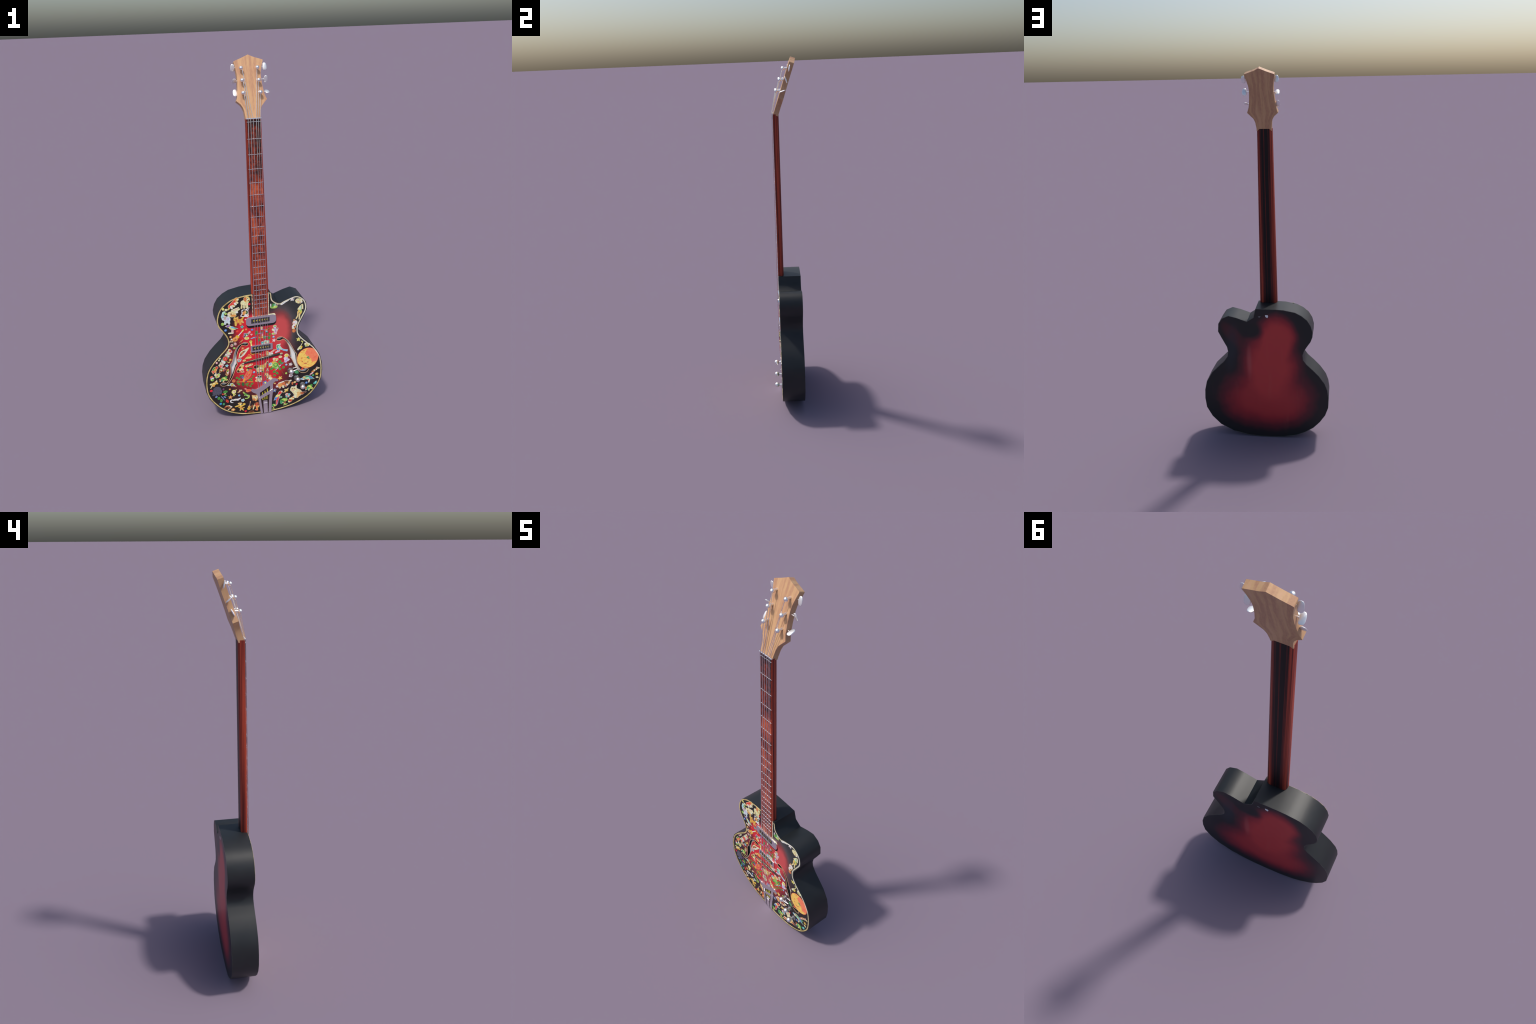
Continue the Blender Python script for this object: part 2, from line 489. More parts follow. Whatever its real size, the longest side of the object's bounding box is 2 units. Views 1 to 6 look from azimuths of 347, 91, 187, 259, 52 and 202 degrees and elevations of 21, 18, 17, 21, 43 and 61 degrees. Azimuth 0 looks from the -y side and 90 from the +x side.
# thin pale edge line round the back
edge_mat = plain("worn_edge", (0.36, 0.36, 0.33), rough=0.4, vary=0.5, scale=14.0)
ribbon("back_edge_line", offset(OUTLINE, -0.0020), offset(OUTLINE, -0.0004), BACK_Y, 0.0004, edge_mat, parent=back_plate)
tag_mat = plain("pale_scrap", (0.80, 0.82, 0.92), rough=0.5)
flat_scrap = ccw([(-0.006, 0.738), (-0.020, 0.739), (-0.0225, 0.730), (-0.018, 0.722), (-0.008, 0.728)])
slab("paper_scrap", [flat_scrap], BACK_Y + 0.0005, BACK_Y - 0.0005, tag_mat, parent=back_plate)
dull_tag = plain("grey_scrap", (0.60, 0.60, 0.60), rough=0.5)
flat_scrap = ccw([(0.018, 0.729), (0.032, 0.729), (0.026, 0.725)])
slab("paper_scrap", [flat_scrap], BACK_Y + 0.0005, BACK_Y - 0.0005, dull_tag, parent=back_plate)

# sound holes: dark walls, pale floor, tan edge line
WALL = plain("sound_hole_wall", (0.05, 0.05, 0.06), rough=0.5)
FLOOR = plain("sound_hole_floor", (0.90, 0.88, 0.88), rough=0.6, vary=0.05)
TAN = plain("tan_edge", (0.86, 0.68, 0.52), rough=0.5, vary=0.2, scale=90)
HOLE_DEPTH = 0.016
for hp in holes:
    hp = ccw(hp)
    n = len(hp)
    v = [(x, FACE_Y, z) for x, z in hp] + [(x, FACE_Y + HOLE_DEPTH, z) for x, z in hp]
    f = [(i, (i + 1) % n, n + (i + 1) % n, n + i) for i in range(n)]
    add_object("sound_hole_wall", v, f, WALL, parent=top_plate, smooth_angle=40)
    flat_fill("sound_hole_floor", [offset(hp, 0.0005)], FACE_Y + HOLE_DEPTH - 0.0002, FLOOR, parent=top_plate)
    ribbon("sound_hole_edge", offset(hp, 0.0004), offset(hp, 0.0024), FACE_Y, 0.0005, TAN, parent=top_plate)

# binding: pale double line just inside the edge of the top
def inset(p):
    left_shoulder = max(0.0, min(1.0, (p[1] - 0.42) / 0.12)) * max(0.0, min(1.0, (0.10 - p[0]) / 0.12))
    return -(0.0048 - 0.0036 * left_shoulder)
smooth = spline(OUTLINE, 4)
b0 = offset(smooth, inset)
# the line stops at the neck: start right of it and run round the body
def cyc(mask_line, others):
    keep = [not (p[1] > 0.760 and -0.0585 < p[0] < 0.036) for p in mask_line]
    start = next(i for i in range(len(keep)) if keep[i] and not keep[i - 1])
    order = [(start + k) % len(keep) for k in range(len(keep)) if keep[(start + k) % len(keep)]]
    return [[o[i] for i in order] for o in others]
b1 = offset(smooth, lambda p: inset(p) - 0.0027)
b2 = offset(smooth, lambda p: inset(p) - 0.0036)
b3 = offset(smooth, lambda p: inset(p) - 0.0058)
c0, c1, c2, c3 = cyc(b3, [b0, b1, b2, b3])
ribbon("binding", c1, c0, FACE_Y, 0.0006, BINDING, parent=top_plate, closed=False)
ribbon("binding", c3, c2, FACE_Y, 0.0006, BINDING, parent=top_plate, closed=False)

# ------------------------------------------------------------------ neck
HEEL_Z, NUT_Z = 0.768, 1.704
def neck_section(z):
    t = (z - HEEL_Z) / (NUT_Z - HEEL_Z)
    hw = 0.0475 + (0.0394 - 0.0475) * t
    cx = -0.0121 + (-0.0133 + 0.0121) * t
    y0, y1 = -0.0425, -0.0118
    pts = [(-1.0, 0.0), (-1.0, 0.44), (-0.945, 0.75), (-0.82, 0.93), (-0.62, 1.0), (0, 1.0), (0.62, 1.0), (0.82, 0.93), (0.945, 0.75), (1.0, 0.44), (1.0, 0.0)]
    return [(cx + hw * a, y0 + (y1 - y0) * b, z) for a, b in pts]
v, f = [], []
levels = [HEEL_Z + (NUT_Z - HEEL_Z) * i / 12 for i in range(13)]
for z in levels:
    v += neck_section(z)
k = 11
for i in range(12):
    for j in range(k):
        q = (j + 1) % k
        f.append((i * k + j, i * k + q, (i + 1) * k + q, (i + 1) * k + j))
f += [tuple(range(k)), tuple(12 * k + j for j in range(k))]
neck = add_object("neck", v, f, NECKWOOD, parent=guitar, smooth_angle=40)

# fingerboard: the figured centre strip, running on over the body
def strip(name, xl0, xr0, z0, xl1, xr1, z1, y0, y1, mat, parent):
    return slab(name, [ccw([(xl0, z0), (xr0, z0), (xr1, z1), (xl1, z1)])], y1, y0, mat, parent=parent)
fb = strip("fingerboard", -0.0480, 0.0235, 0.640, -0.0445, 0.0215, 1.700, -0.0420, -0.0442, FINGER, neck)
strip("fingerboard_edge", -0.0515, -0.0485, 0.640, -0.0512, -0.0482, 0.768, -0.0425, -0.0440, plain("inlay_dark", (0.20, 0.17, 0.15)), neck)
rail = plain("fingerboard_rail", (0.80, 0.76, 0.66), rough=0.45, vary=0.3, scale=120)
strip("fingerboard_binding", -0.0588, -0.0552, 0.636, -0.0592, -0.0556, 0.769, -0.0425, -0.0444, rail, neck)
strip("fingerboard_binding", 0.0308, 0.0345, 0.636, 0.0325, 0.0362, 0.770, -0.0425, -0.0444, rail, neck)
strip("fingerboard_binding", -0.0588, 0.0345, 0.6325, -0.0588, 0.0345, 0.6360, -0.0425, -0.0444, rail, neck)
red_rail = plain("red_rail", (0.62, 0.24, 0.16), rough=0.4, vary=0.2, scale=80)
strip("fingerboard_margin", 0.0238, 0.0306, 0.637, 0.0238, 0.0322, 0.768, -0.0425, -0.0437, red_rail, neck)
dash = plain("dark_dash", (0.24, 0.20, 0.16))
strip("fingerboard_margin", -0.0550, -0.0517, 0.637, -0.0552, -0.0517, 0.768, -0.0425, -0.0437, red_rail, neck)
for i in range(5):
    z = 0.650 + i * 0.024
    strip("inlay_dash", -0.0582, -0.0560, z, -0.0582, -0.0560, z + 0.012, -0.0430, -0.0448, dash, neck)

FRETS = [1.6907, 1.6077, 1.5301, 1.4566, 1.3862, 1.3229, 1.2619, 1.2053, 1.1500, 1.1006, 1.0514, 1.0057, 0.9644,
         0.9248, 0.8870, 0.8537, 0.8206, 0.7902, 0.7602, 0.7345, 0.7093, 0.6836]
def fret_span(z):
    t = (z - 0.6836) / (1.6907 - 0.6836)
    return -0.0480 + (-0.0475 + 0.0480) * t, 0.0232 + (0.0255 - 0.0232) * min(1, t * 3)
for z in FRETS:
    a, b = fret_span(z)
    tube("fret", [(a, -0.0450, z), (b, -0.0450, z)], 0.0014, STRING, parent=neck, seg=8)
tube("nut", [(-0.0500, -0.0445, 1.7065), (0.0262, -0.0445, 1.7065)], 0.0036, CHROME, parent=neck, seg=10)

# ------------------------------------------------------------------ headstock (tilted back)
TILT = Vector((0, 0.3211, 0.947))
HNORM = Vector((0, 0.947, -0.3211))      # points to the back
HEAD0 = Vector((0, -0.0400, 1.705))
HEAD_T = 0.0275
HEAD = [(-0.0508, -0.004), (-0.0507, 0.010), (-0.0536, 0.0409), (-0.0592, 0.0586), (-0.0678, 0.0728), (-0.0875, 0.0903),
        (-0.0802, 0.1100), (-0.0757, 0.1400), (-0.0712, 0.1878), (-0.0712, 0.2150), (-0.0745, 0.2496), (-0.0802, 0.2790),
        (-0.0790, 0.2825), (-0.0719, 0.2855), (-0.0428, 0.2961), (-0.0062, 0.3117), (0.0163, 0.3008), (0.0484, 0.2901), (0.0645, 0.2845),
        (0.0662, 0.2815), (0.0575, 0.2550), (0.0498, 0.2250), (0.0480, 0.2020), (0.0508, 0.1600), (0.0562, 0.1200),
        (0.0665, 0.0912), (0.0502, 0.0741), (0.0370, 0.0600), (0.0297, 0.0405), (0.0258, 0.010), (0.0256, -0.004)]
hv, n = [], len(HEAD)
for d in (0.0, HEAD_T):
    for x, t in HEAD:
        hv.append(tuple(HEAD0 + Vector((x, 0, 0)) + TILT * t + HNORM * d))
hf = [tuple(range(n)), tuple(range(n, 2 * n))] + [(i, (i + 1) % n, n + (i + 1) % n, n + i) for i in range(n)]
head = add_object("headstock", hv, hf, MAPLE, parent=guitar, smooth_angle=28)

BALL = ball_mesh("chrome_ball", SATIN)
POSTS = [(-0.0505, 0.0184, 1.9419), (-0.0518, -0.0020, 1.8862), (-0.0536, -0.0224, 1.8286),
         (0.0303, 0.0187, 1.9407), (0.0312, -0.0015, 1.8834), (0.0330, -0.0217, 1.8270)]
for p in POSTS:
    place("tuning_post_cap", BALL, p, 0.0094, parent=head)
    tube("tuning_post", [p, (p[0], p[1] + 0.030, p[2])], 0.0052, SATIN, parent=head, seg=14)

# tuning keys: flat rounded paddles on thin shafts, each turned differently
def paddle_mesh():
    me = bpy.data.meshes.new("tuning_key_paddle")
    bm = bmesh.new()
    bmesh.ops.create_uvsphere(bm, u_segments=32, v_segments=20, radius=1.0)
    for v_ in bm.verts:
        x, y, z = v_.co
        r = max(1e-6, math.sqrt(x * x + z * z))
        k_ = r ** -0.12 if r > 0.05 else 1.0
        ang = math.atan2(z, x)
        sq = (abs(math.cos(ang)) ** 2.6 + abs(math.sin(ang)) ** 2.6) ** (-1 / 2.6)
        taper = 1.0 - 0.10 * z
        v_.co = (x * sq * 0.0110 * taper, y * 0.0036, z * sq * 0.0182)
    bm.to_mesh(me); bm.free()
    for p_ in me.polygons:
        p_.use_smooth = True
    me.materials.append(PEARL)
    return me
PADDLE = paddle_mesh()
KEYS = [(-0.0872, 0.0484, 1.9420, -11, -0.072), (-0.0872, 0.0284, 1.8805, -48, -0.070), (-0.0872, 0.0140, 1.8266, 29, -0.072),
        (0.0740, 0.0508, 1.9416, 10, 0.055), (0.0735, 0.0318, 1.8832, -19, 0.046), (0.0727, 0.0112, 1.8260, 72, 0.050)]
for x, y, z, lean, root in KEYS:
    place("tuning_key", PADDLE, (x, y, z), 1.0, (math.radians(-lean), 0, 0), parent=head)
    tube("tuning_key_shaft", [(root, y, z), (x - 0.003 * (1 if x > 0 else -1), y, z)], 0.0026, SATIN, parent=head, seg=10)

# ------------------------------------------------------------------ pickups, bridge, tailpiece, knobs
def rounded(x0, x1, z0, z1, r, seg=6):
    pts = []
    for cx, cz, a0 in ((x1 - r, z1 - r, 0), (x0 + r, z1 - r, 90), (x0 + r, z0 + r, 180), (x1 - r, z0 + r, 270)):
        for i in range(seg + 1):
            a = math.radians(a0 + 90 * i / seg)
            pts.append((cx + r * math.cos(a), cz + r * math.sin(a)))
    return pts
PITCH_BLACK = plain("pickup_black", (0.20, 0.19, 0.20), rough=0.55, vary=0.1)
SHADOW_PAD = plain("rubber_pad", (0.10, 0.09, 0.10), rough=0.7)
BRASS = plain("brass_pole", (0.68, 0.62, 0.18), rough=0.4, vary=0.3, scale=200)
CREAM = plain("cream_plastic", (0.88, 0.82, 0.68), rough=0.45)

STR_X = [-0.0545, -0.0375, -0.0212, -0.0060, 0.0088, 0.0222]
def pickup(outer, window, top, pole_z):
    cover = slab("pickup", [ccw(outer), ccw(window)], top, FACE_Y, CHROME, parent=guitar, bevel=0.0006)
    flat_fill("pickup_bobbin", [offset(ccw(window), 0.0006)], top + 0.0012, PITCH_BLACK, parent=cover)
    for x in STR_X:
        lp = [(x + 0.0036 * math.cos(a * math.pi / 6), pole_z + 0.0040 * math.sin(a * math.pi / 6)) for a in range(12)]
        slab("pole_piece", [lp], top - 0.0002, top + 0.0014, BRASS, parent=cover)
    return cover
p1 = pickup(rounded(-0.0985, 0.0735, 0.5838, 0.6355, 0.019), rounded(-0.0690, 0.0358, 0.5958, 0.6240, 0.0012), -0.0500, 0.6116)
slab("pickup_pad", [ccw(rounded(-0.0950, 0.0735, 0.5690, 0.6250, 0.020))], -0.0447, FACE_Y, SHADOW_PAD, parent=p1)  # black plate set low to draw the shadow below the pickup
slab("pickup_trim", [ccw(rounded(0.030, 0.0715, 0.6150, 0.6385, 0.008))], -0.0443, FACE_Y, CREAM, parent=p1)
p2 = pickup(rounded(-0.0780, 0.0492, 0.4165, 0.4580, 0.0030), rounded(-0.0678, 0.0368, 0.4250, 0.4512, 0.0012), -0.0484, 0.4388)
GOLD = plain("gilt_ring", (0.78, 0.56, 0.24), rough=0.4, vary=0.3, scale=90)
slab("pickup_ring", [ccw(rounded(-0.0800, -0.0180, 0.4010, 0.4300, 0.010))], -0.0440, FACE_Y, GOLD, parent=p2)
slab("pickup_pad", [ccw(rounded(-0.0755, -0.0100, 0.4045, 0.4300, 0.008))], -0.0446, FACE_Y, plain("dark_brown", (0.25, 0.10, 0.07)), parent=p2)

# bridge: slanted tapering ebony bar with a pale saddle line
def bar(name, ctrl, mat, parent):
    """ctrl: (x, z, half height, front y); five-sided cross-section"""
    vs, fs = [], []
    for x, z, hh, yf in ctrl:
        vs += [(x, FACE_Y, z + hh), (x, yf + 0.0022, z + hh * 0.9), (x, yf, z + hh * 0.2), (x, yf + 0.0030, z - hh * 0.8), (x, FACE_Y, z - hh)]
    m = 5
    for i in range(len(ctrl) - 1):
        for j in range(m):
            q = (j + 1) % m
            fs.append((i * m + j, i * m + q, (i + 1) * m + q, (i + 1) * m + j))
    fs += [tuple(range(m)), tuple((len(ctrl) - 1) * m + j for j in range(m))]
    return add_object(name, vs, fs, mat, parent=parent, smooth_angle=30)
EBONY = plain("ebony", (0.19, 0.19, 0.18), rough=0.4, vary=0.3, scale=30)
bridge = bar("bridge", [(-0.1325, 0.3502, 0.0034, -0.0455), (-0.1172, 0.3524, 0.0066, -0.0470), (-0.0550, 0.3607, 0.0080, -0.0505),
                        (-0.0010, 0.3680, 0.0086, -0.0515), (0.0340, 0.3727, 0.0084, -0.0510), (0.0890, 0.3772, 0.0072, -0.0475), (0.1050, 0.3782, 0.0060, -0.0460)], EBONY, guitar)
SADDLE = plain("bone_saddle", (0.74, 0.72, 0.56), rough=0.45, vary=0.45, scale=70)
tube("saddle", [(-0.110, -0.0462, 0.3592), (-0.055, -0.0488, 0.3682), (-0.001, -0.0494, 0.3758), (0.040, -0.0488, 0.3808)], [0.0006, 0.0010, 0.0014, 0.0010], SADDLE, parent=bridge, seg=8)
PEWTER = plain("pewter_foot", (0.58, 0.56, 0.46), rough=0.4, vary=0.4, scale=90)
tube("bridge_foot", [(-0.1335, -0.0452, 0.3503), (-0.1195, -0.0462, 0.3522)], [0.0032, 0.0045], PEWTER, parent=bridge, seg=10)
tube("bridge_foot", [(0.0905, -0.0458, 0.3780), (0.1058, -0.0455, 0.3790)], [0.0056, 0.0056], PEWTER, parent=bridge, seg=10)

TAIL = [(-0.0869, 0.1665), (-0.0850, 0.1735), (-0.0789, 0.1785), (-0.0680, 0.1740), (-0.0565, 0.1715), (-0.0392, 0.1780), (-0.0140, 0.1926), (0.0150, 0.2087),
        (0.0402, 0.2245), (0.0510, 0.2270), (0.0612, 0.2249), (0.0743, 0.2161), (0.0780, 0.2079), (0.0721, 0.2015), (0.0606, 0.2040), (0.0510, 0.1990), (0.0450, 0.1890),
        (0.0438, 0.1452), (0.0365, 0.0898), (0.0302, -0.0004), (0.0127, -0.0004), (0.0176, 0.0715), (0.0221, 0.1243), (-0.0304, 0.1005),
        (-0.0261, 0.0580), (-0.0202, 0.0004), (-0.0337, 0.0006), (-0.0411, 0.0697), (-0.0488, 0.1214), (-0.0557, 0.1401), (-0.0761, 0.1526)]
WINDOW = [(-0.0347, 0.1437), (0.0266, 0.1808), (0.0247, 0.1488), (-0.0346, 0.1187)]
tail = slab("tailpiece", [ccw(TAIL), ccw(WINDOW)], -0.0482, FACE_Y, CHROME, parent=guitar, bevel=0.0008)
slab("tailpiece_hinge", [ccw([(-0.0168, 0.0865), (0.0086, 0.0845), (0.0090, 0.0004), (-0.0160, 0.0004)])], -0.0478, FACE_Y, CHROME, parent=tail, bevel=0.0010)
tube("hinge_pin", [(-0.0155, -0.0478, 0.0690), (0.0080, -0.0478, 0.0700)], 0.0013, SATIN, parent=tail, seg=8)
tube("tailpiece_fold", [(0.0262, -0.0481, 0.1478), (0.0420, -0.0481, 0.1555)], 0.0011, SATIN, parent=tail, seg=8)
place("tailpiece_stud", BALL, (-0.0372, -0.0482, 0.1130), (0.003, 0.0016, 0.003), parent=tail)
tail_void = plain("tailpiece_void", (0.14, 0.08, 0.08), rough=0.6)
slab("tailpiece_backing", [ccw([(-0.036, 0.146), (0.028, 0.183), (0.026, 0.10), (0.014, 0.005), (-0.022, 0.005), (-0.033, 0.10)])], -0.0438, FACE_Y, tail_void, parent=tail)
YELLOW_PEG = plain("yellow_peg", (0.74, 0.70, 0.22), rough=0.45, vary=0.2)
for a, b in (((-0.0190, 0.1405), (-0.0168, 0.1215)), ((-0.0045, 0.1490), (-0.0022, 0.1290)), ((0.0093, 0.1612), (0.0115, 0.1370)),
             ((-0.0184, 0.1040), (-0.0178, 0.0913)), ((-0.0058, 0.1090), (-0.0053, 0.0922)), ((0.0069, 0.1150), (0.0063, 0.0922))):
    tube("string_peg", [(a[0], -0.0446, a[1]), (b[0], -0.0450, b[1])], 0.0024, YELLOW_PEG, parent=tail, seg=8)

KNOB_PLATE = plain("knob_plate", (0.42, 0.42, 0.43), rough=0.35, vary=0.6, scale=110)
KNOBS = [((0.1498, -0.0712, 0.2664), (0.1507, 0.2587)), ((0.1880, -0.0718, 0.2080), (0.1866, 0.2041)), ((0.2170, -0.0730, 0.1535), (0.2231, 0.1496))]
for c, b in KNOBS:
    lp = [(b[0] + 0.0158 * math.cos(a * math.pi / 18), b[1] + 0.0168 * math.sin(a * math.pi / 18)) for a in range(36)]
    plate = slab("control_knob", [lp], -0.0452, FACE_Y, KNOB_PLATE, parent=guitar, bevel=0.0008)
    tube("knob_stem", [(c[0], -0.0440, c[2] - 0.001), c], [0.0062, 0.0042], SATIN, parent=plate, seg=14)
    place("knob_ball", BALL, c, 0.0140, parent=plate)
    if b is KNOBS[0][1]:
        tube("selector_lever", [(0.1600, -0.0705, 0.2665), (0.1660, -0.0703, 0.2682), (0.2010, -0.0675, 0.2775), (0.2022, -0.0674, 0.2778)], [0.0028, 0.0034, 0.0024, 0.0012], SATIN, parent=plate, seg=12)
        tube("lever_shaft", [(0.1664, -0.0448, 0.2702), (0.1902, -0.0446, 0.2734)], 0.0022, plain("pale_metal", (0.85, 0.82, 0.82)), parent=plate, seg=8)  # pale rod on the face, modelled for the lever's reflection

# strings: tailpiece > bridge > nut > post
ORDER = [2, 1, 0, 3, 4, 5]
NUT_X = [-0.0405, -0.0278, -0.0150, 0.0008, 0.0106, 0.0208]
TAIL_PT = [(-0.0427, 0.1790), (-0.0317, 0.1855), (-0.0190, 0.1920), (-0.0080, 0.1980), (0.0040, 0.2045), (0.0163, 0.2110)]
for i in range(6):
    r = 0.00165 - 0.00014 * i
    t = (TAIL_PT[i][0], -0.0478, TAIL_PT[i][1])
    xb = STR_X[i] * 0.96 - 0.001
    zb = 0.3735 + (xb + 0.001) * 0.135
    br = (xb + 0.002, -0.0528, zb)
    nu = (NUT_X[i], -0.0492, 1.7075)
    px, py, pz = POSTS[ORDER[i]]
    inward = 0.004 if px < 0 else -0.003
    po = (px + inward, py - 0.0035, pz - 0.007)
    tube("string", [t, br, nu, po], r, STRING, parent=guitar, seg=8)

# ------------------------------------------------------------------ stickers
# Each kind is a little picture made of ellipses, bars, stars and polygons in a box from -1 to 1,
# cut out with a paper border and stuck on the top as a thin relief.
PALETTE = dict(
    white=(0.93, 0.91, 0.88), cream=(0.90, 0.84, 0.64), tan=(0.82, 0.66, 0.42), sand=(0.88, 0.76, 0.56), gold=(0.84, 0.68, 0.30),
    yellow=(0.89, 0.83, 0.45), amber=(0.90, 0.66, 0.20), orange=(0.90, 0.55, 0.28), copper=(0.74, 0.42, 0.26), brown=(0.48, 0.28, 0.17),
    darkbrown=(0.24, 0.15, 0.11), red=(0.82, 0.25, 0.20), crimson=(0.80, 0.12, 0.22), coral=(0.91, 0.42, 0.32), pink=(0.90, 0.62, 0.62),
    lilac=(0.74, 0.70, 0.86), plum=(0.42, 0.24, 0.40), violet=(0.52, 0.36, 0.62), slate=(0.29, 0.29, 0.35), slateblue=(0.40, 0.48, 0.66), blue=(0.26, 0.48, 0.76),
    azure=(0.20, 0.52, 0.72), skyblue=(0.44, 0.68, 0.86), sky=(0.58, 0.80, 0.86), ice=(0.72, 0.78, 0.80), teal=(0.30, 0.68, 0.66),
    mint=(0.62, 0.82, 0.70), emerald=(0.28, 0.58, 0.38), green=(0.28, 0.55, 0.24), forest=(0.20, 0.36, 0.20), lime=(0.62, 0.75, 0.36),
    black=(0.11, 0.10, 0.10), grey=(0.60, 0.58, 0.58), mauve=(0.72, 0.60, 0.58))
STICKER_MATS = {k: plain("print_" + k, c, rough=0.5, vary=0.22, scale=210.0) for k, c in PALETTE.items()}

def E(cx, cy, rx, ry, col, rot=0.0, n=18):
    c, s = math.cos(math.radians(rot)), math.sin(math.radians(rot))
    pts = []
    for i in range(n):
        a = 2 * math.pi * i / n
        x, y = rx * math.cos(a), ry * math.sin(a)
        pts.append((cx + x * c - y * s, cy + x * s + y * c))
    return pts, col
def B(x0, y0, x1, y1, r0, col, r1=None, n=7):
    """bar with round ends"""
    r1 = r0 if r1 is None else r1
    a = math.atan2(y1 - y0, x1 - x0)
    pts = [(x1 + r1 * math.cos(a - math.pi / 2 + math.pi * i / n), y1 + r1 * math.sin(a - math.pi / 2 + math.pi * i / n)) for i in range(n + 1)]
    pts += [(x0 + r0 * math.cos(a + math.pi / 2 + math.pi * i / n), y0 + r0 * math.sin(a + math.pi / 2 + math.pi * i / n)) for i in range(n + 1)]
    return pts, col
def P(col, *pts):
    return list(pts), col
def S(cx, cy, R, r, k, col, rot=90.0):
    return [((cx + (R if i % 2 == 0 else r) * math.cos(math.radians(rot) + math.pi * i / k)),
             (cy + (R if i % 2 == 0 else r) * math.sin(math.radians(rot) + math.pi * i / k))) for i in range(2 * k)], col
def arc(cx, cy, rx, ry, a0, a1, w0, col, w1=None, k=8):
    """curved tapering bar as a chain of bars"""
    w1 = w0 if w1 is None else w1
    q = [(cx + rx * math.cos(math.radians(a0 + (a1 - a0) * i / k)), cy + ry * math.sin(math.radians(a0 + (a1 - a0) * i / k))) for i in range(k + 1)]
    return [B(*q[i], *q[i + 1], w0 + (w1 - w0) * i / k, col, w0 + (w1 - w0) * (i + 1) / k, 5) for i in range(k)]

def k_dot(c="red"):
    return None, [E(0, 0, 1, 1, c), E(-0.1, 0.35, 0.35, 0.25, "white" if c in ("blue", "skyblue", "pink") else c)]
def k_fruit(c="lime"):
    return None, [E(0, -0.08, 0.95, 0.9, c), E(0.1, 0.25, 0.5, 0.35, "white" if c == "skyblue" else c), E(-0.1, 0.85, 0.25, 0.14, "emerald", 30),
                  E(-0.35, -0.25, 0.3, 0.4, "blue" if c == "skyblue" else ("green" if c == "lime" else "orange"))]
def k_star(c="gold"):
    inner = {"white": "pink", "sky": "teal", "teal": "emerald", "slateblue": "yellow", "orange": "pink", "yellow": "gold"}.get(c, "cream")
    return None, [S(0, -0.05, 1.12, 0.50, 5, c), E(0, 0, 0.26, 0.26, inner)]
def k_heart(c="pink"):
    return None, [E(-0.45, 0.35, 0.55, 0.55, c), E(0.45, 0.35, 0.55, 0.55, c), P(c, (-0.95, 0.1), (0, -1), (0.95, 0.1), (0, 0.5))]
def k_flower(c="orange"):
    cc = {"white": "pink", "blue": "yellow", "ice": "teal"}.get(c, "cream")
    return None, [E(0.62 * math.cos(i * 1.2566), 0.62 * math.sin(i * 1.2566), 0.42, 0.42, c) for i in range(5)] + [E(0, 0, 0.42, 0.42, cc)]
def k_leaf(c="green"):
    vein = {"green": "forest", "cream": "tan", "tan": "cream", "red": "darkbrown", "brown": "orange", "slate": "slate"}.get(c, c)
    return None, [P(c, (-1, -0.1), (-0.55, 0.62), (0.1, 0.9), (0.65, 0.55), (1, 0.0), (0.55, -0.7), (-0.1, -0.9), (-0.65, -0.6)), B(-0.8, -0.05, 0.6, 0.05, 0.10, vein)]
def k_twig(c="brown"):
    hi = {"orange": "amber", "slate": "slateblue", "lilac": "slateblue"}.get(c, c)
    return None, [B(-0.9, -0.2, 0.0, 0.15, 0.42, c), B(0.0, 0.1, 0.9, -0.1, 0.36, hi), E(0.15, 0.1, 0.16, 0.8, "slate" if c == "orange" else c)]
def k_gem(c="teal"):
    return None, [P(c, (-1, -0.6), (-0.3, 0.2), (0.5, 1), (1, 0.2), (0.6, -0.8), (-0.2, -1)), E(0.3, 0.1, 0.35, 0.35, "sky"), E(-0.1, -0.5, 0.3, 0.25, "emerald")]
def k_butterfly(c="yellow"):
    c2 = {"yellow": "lime", "pink": "teal", "cream": "gold"}.get(c, "gold")
    return "white", [E(-0.45, 0.38, 0.5, 0.48, c if c != "yellow" else "cream", 35), E(0.5, 0.30, 0.46, 0.42, c2, -20), E(-0.30, -0.45, 0.34, 0.45, c2, 10),
                     E(0.35, -0.35, 0.34, 0.40, c, -30), B(-0.2, 0.5, 0.15, -0.6, 0.12, "copper")]
def k_banana():
    return None, arc(0, 0.7, 0.75, 1.1, 200, 340, 0.22, "yellow", 0.34)
def k_cake():
    return "cream", [P("copper", (-0.9, -0.8), (0.9, -0.65), (0.1, 0.6)), P("cream", (-0.75, -0.75), (0.75, -0.62), (0.1, -0.1)), E(0.0, 0.6, 0.32, 0.32, "white"), E(0.05, -0.25, 0.3, 0.2, "darkbrown")]
def k_pizza():
    return None, [P("yellow", (-1, -0.9), (-0.5, -0.2), (0.0, 0.9), (0.75, 0.45), (1, -0.45), (0.6, -0.75)), P("orange", (-0.55, -0.35), (-0.05, 0.85), (0.7, 0.4), (0.85, -0.2)), E(0.1, 0.35, 0.32, 0.28, "red"), E(-0.25, -0.15, 0.2, 0.16, "coral")]
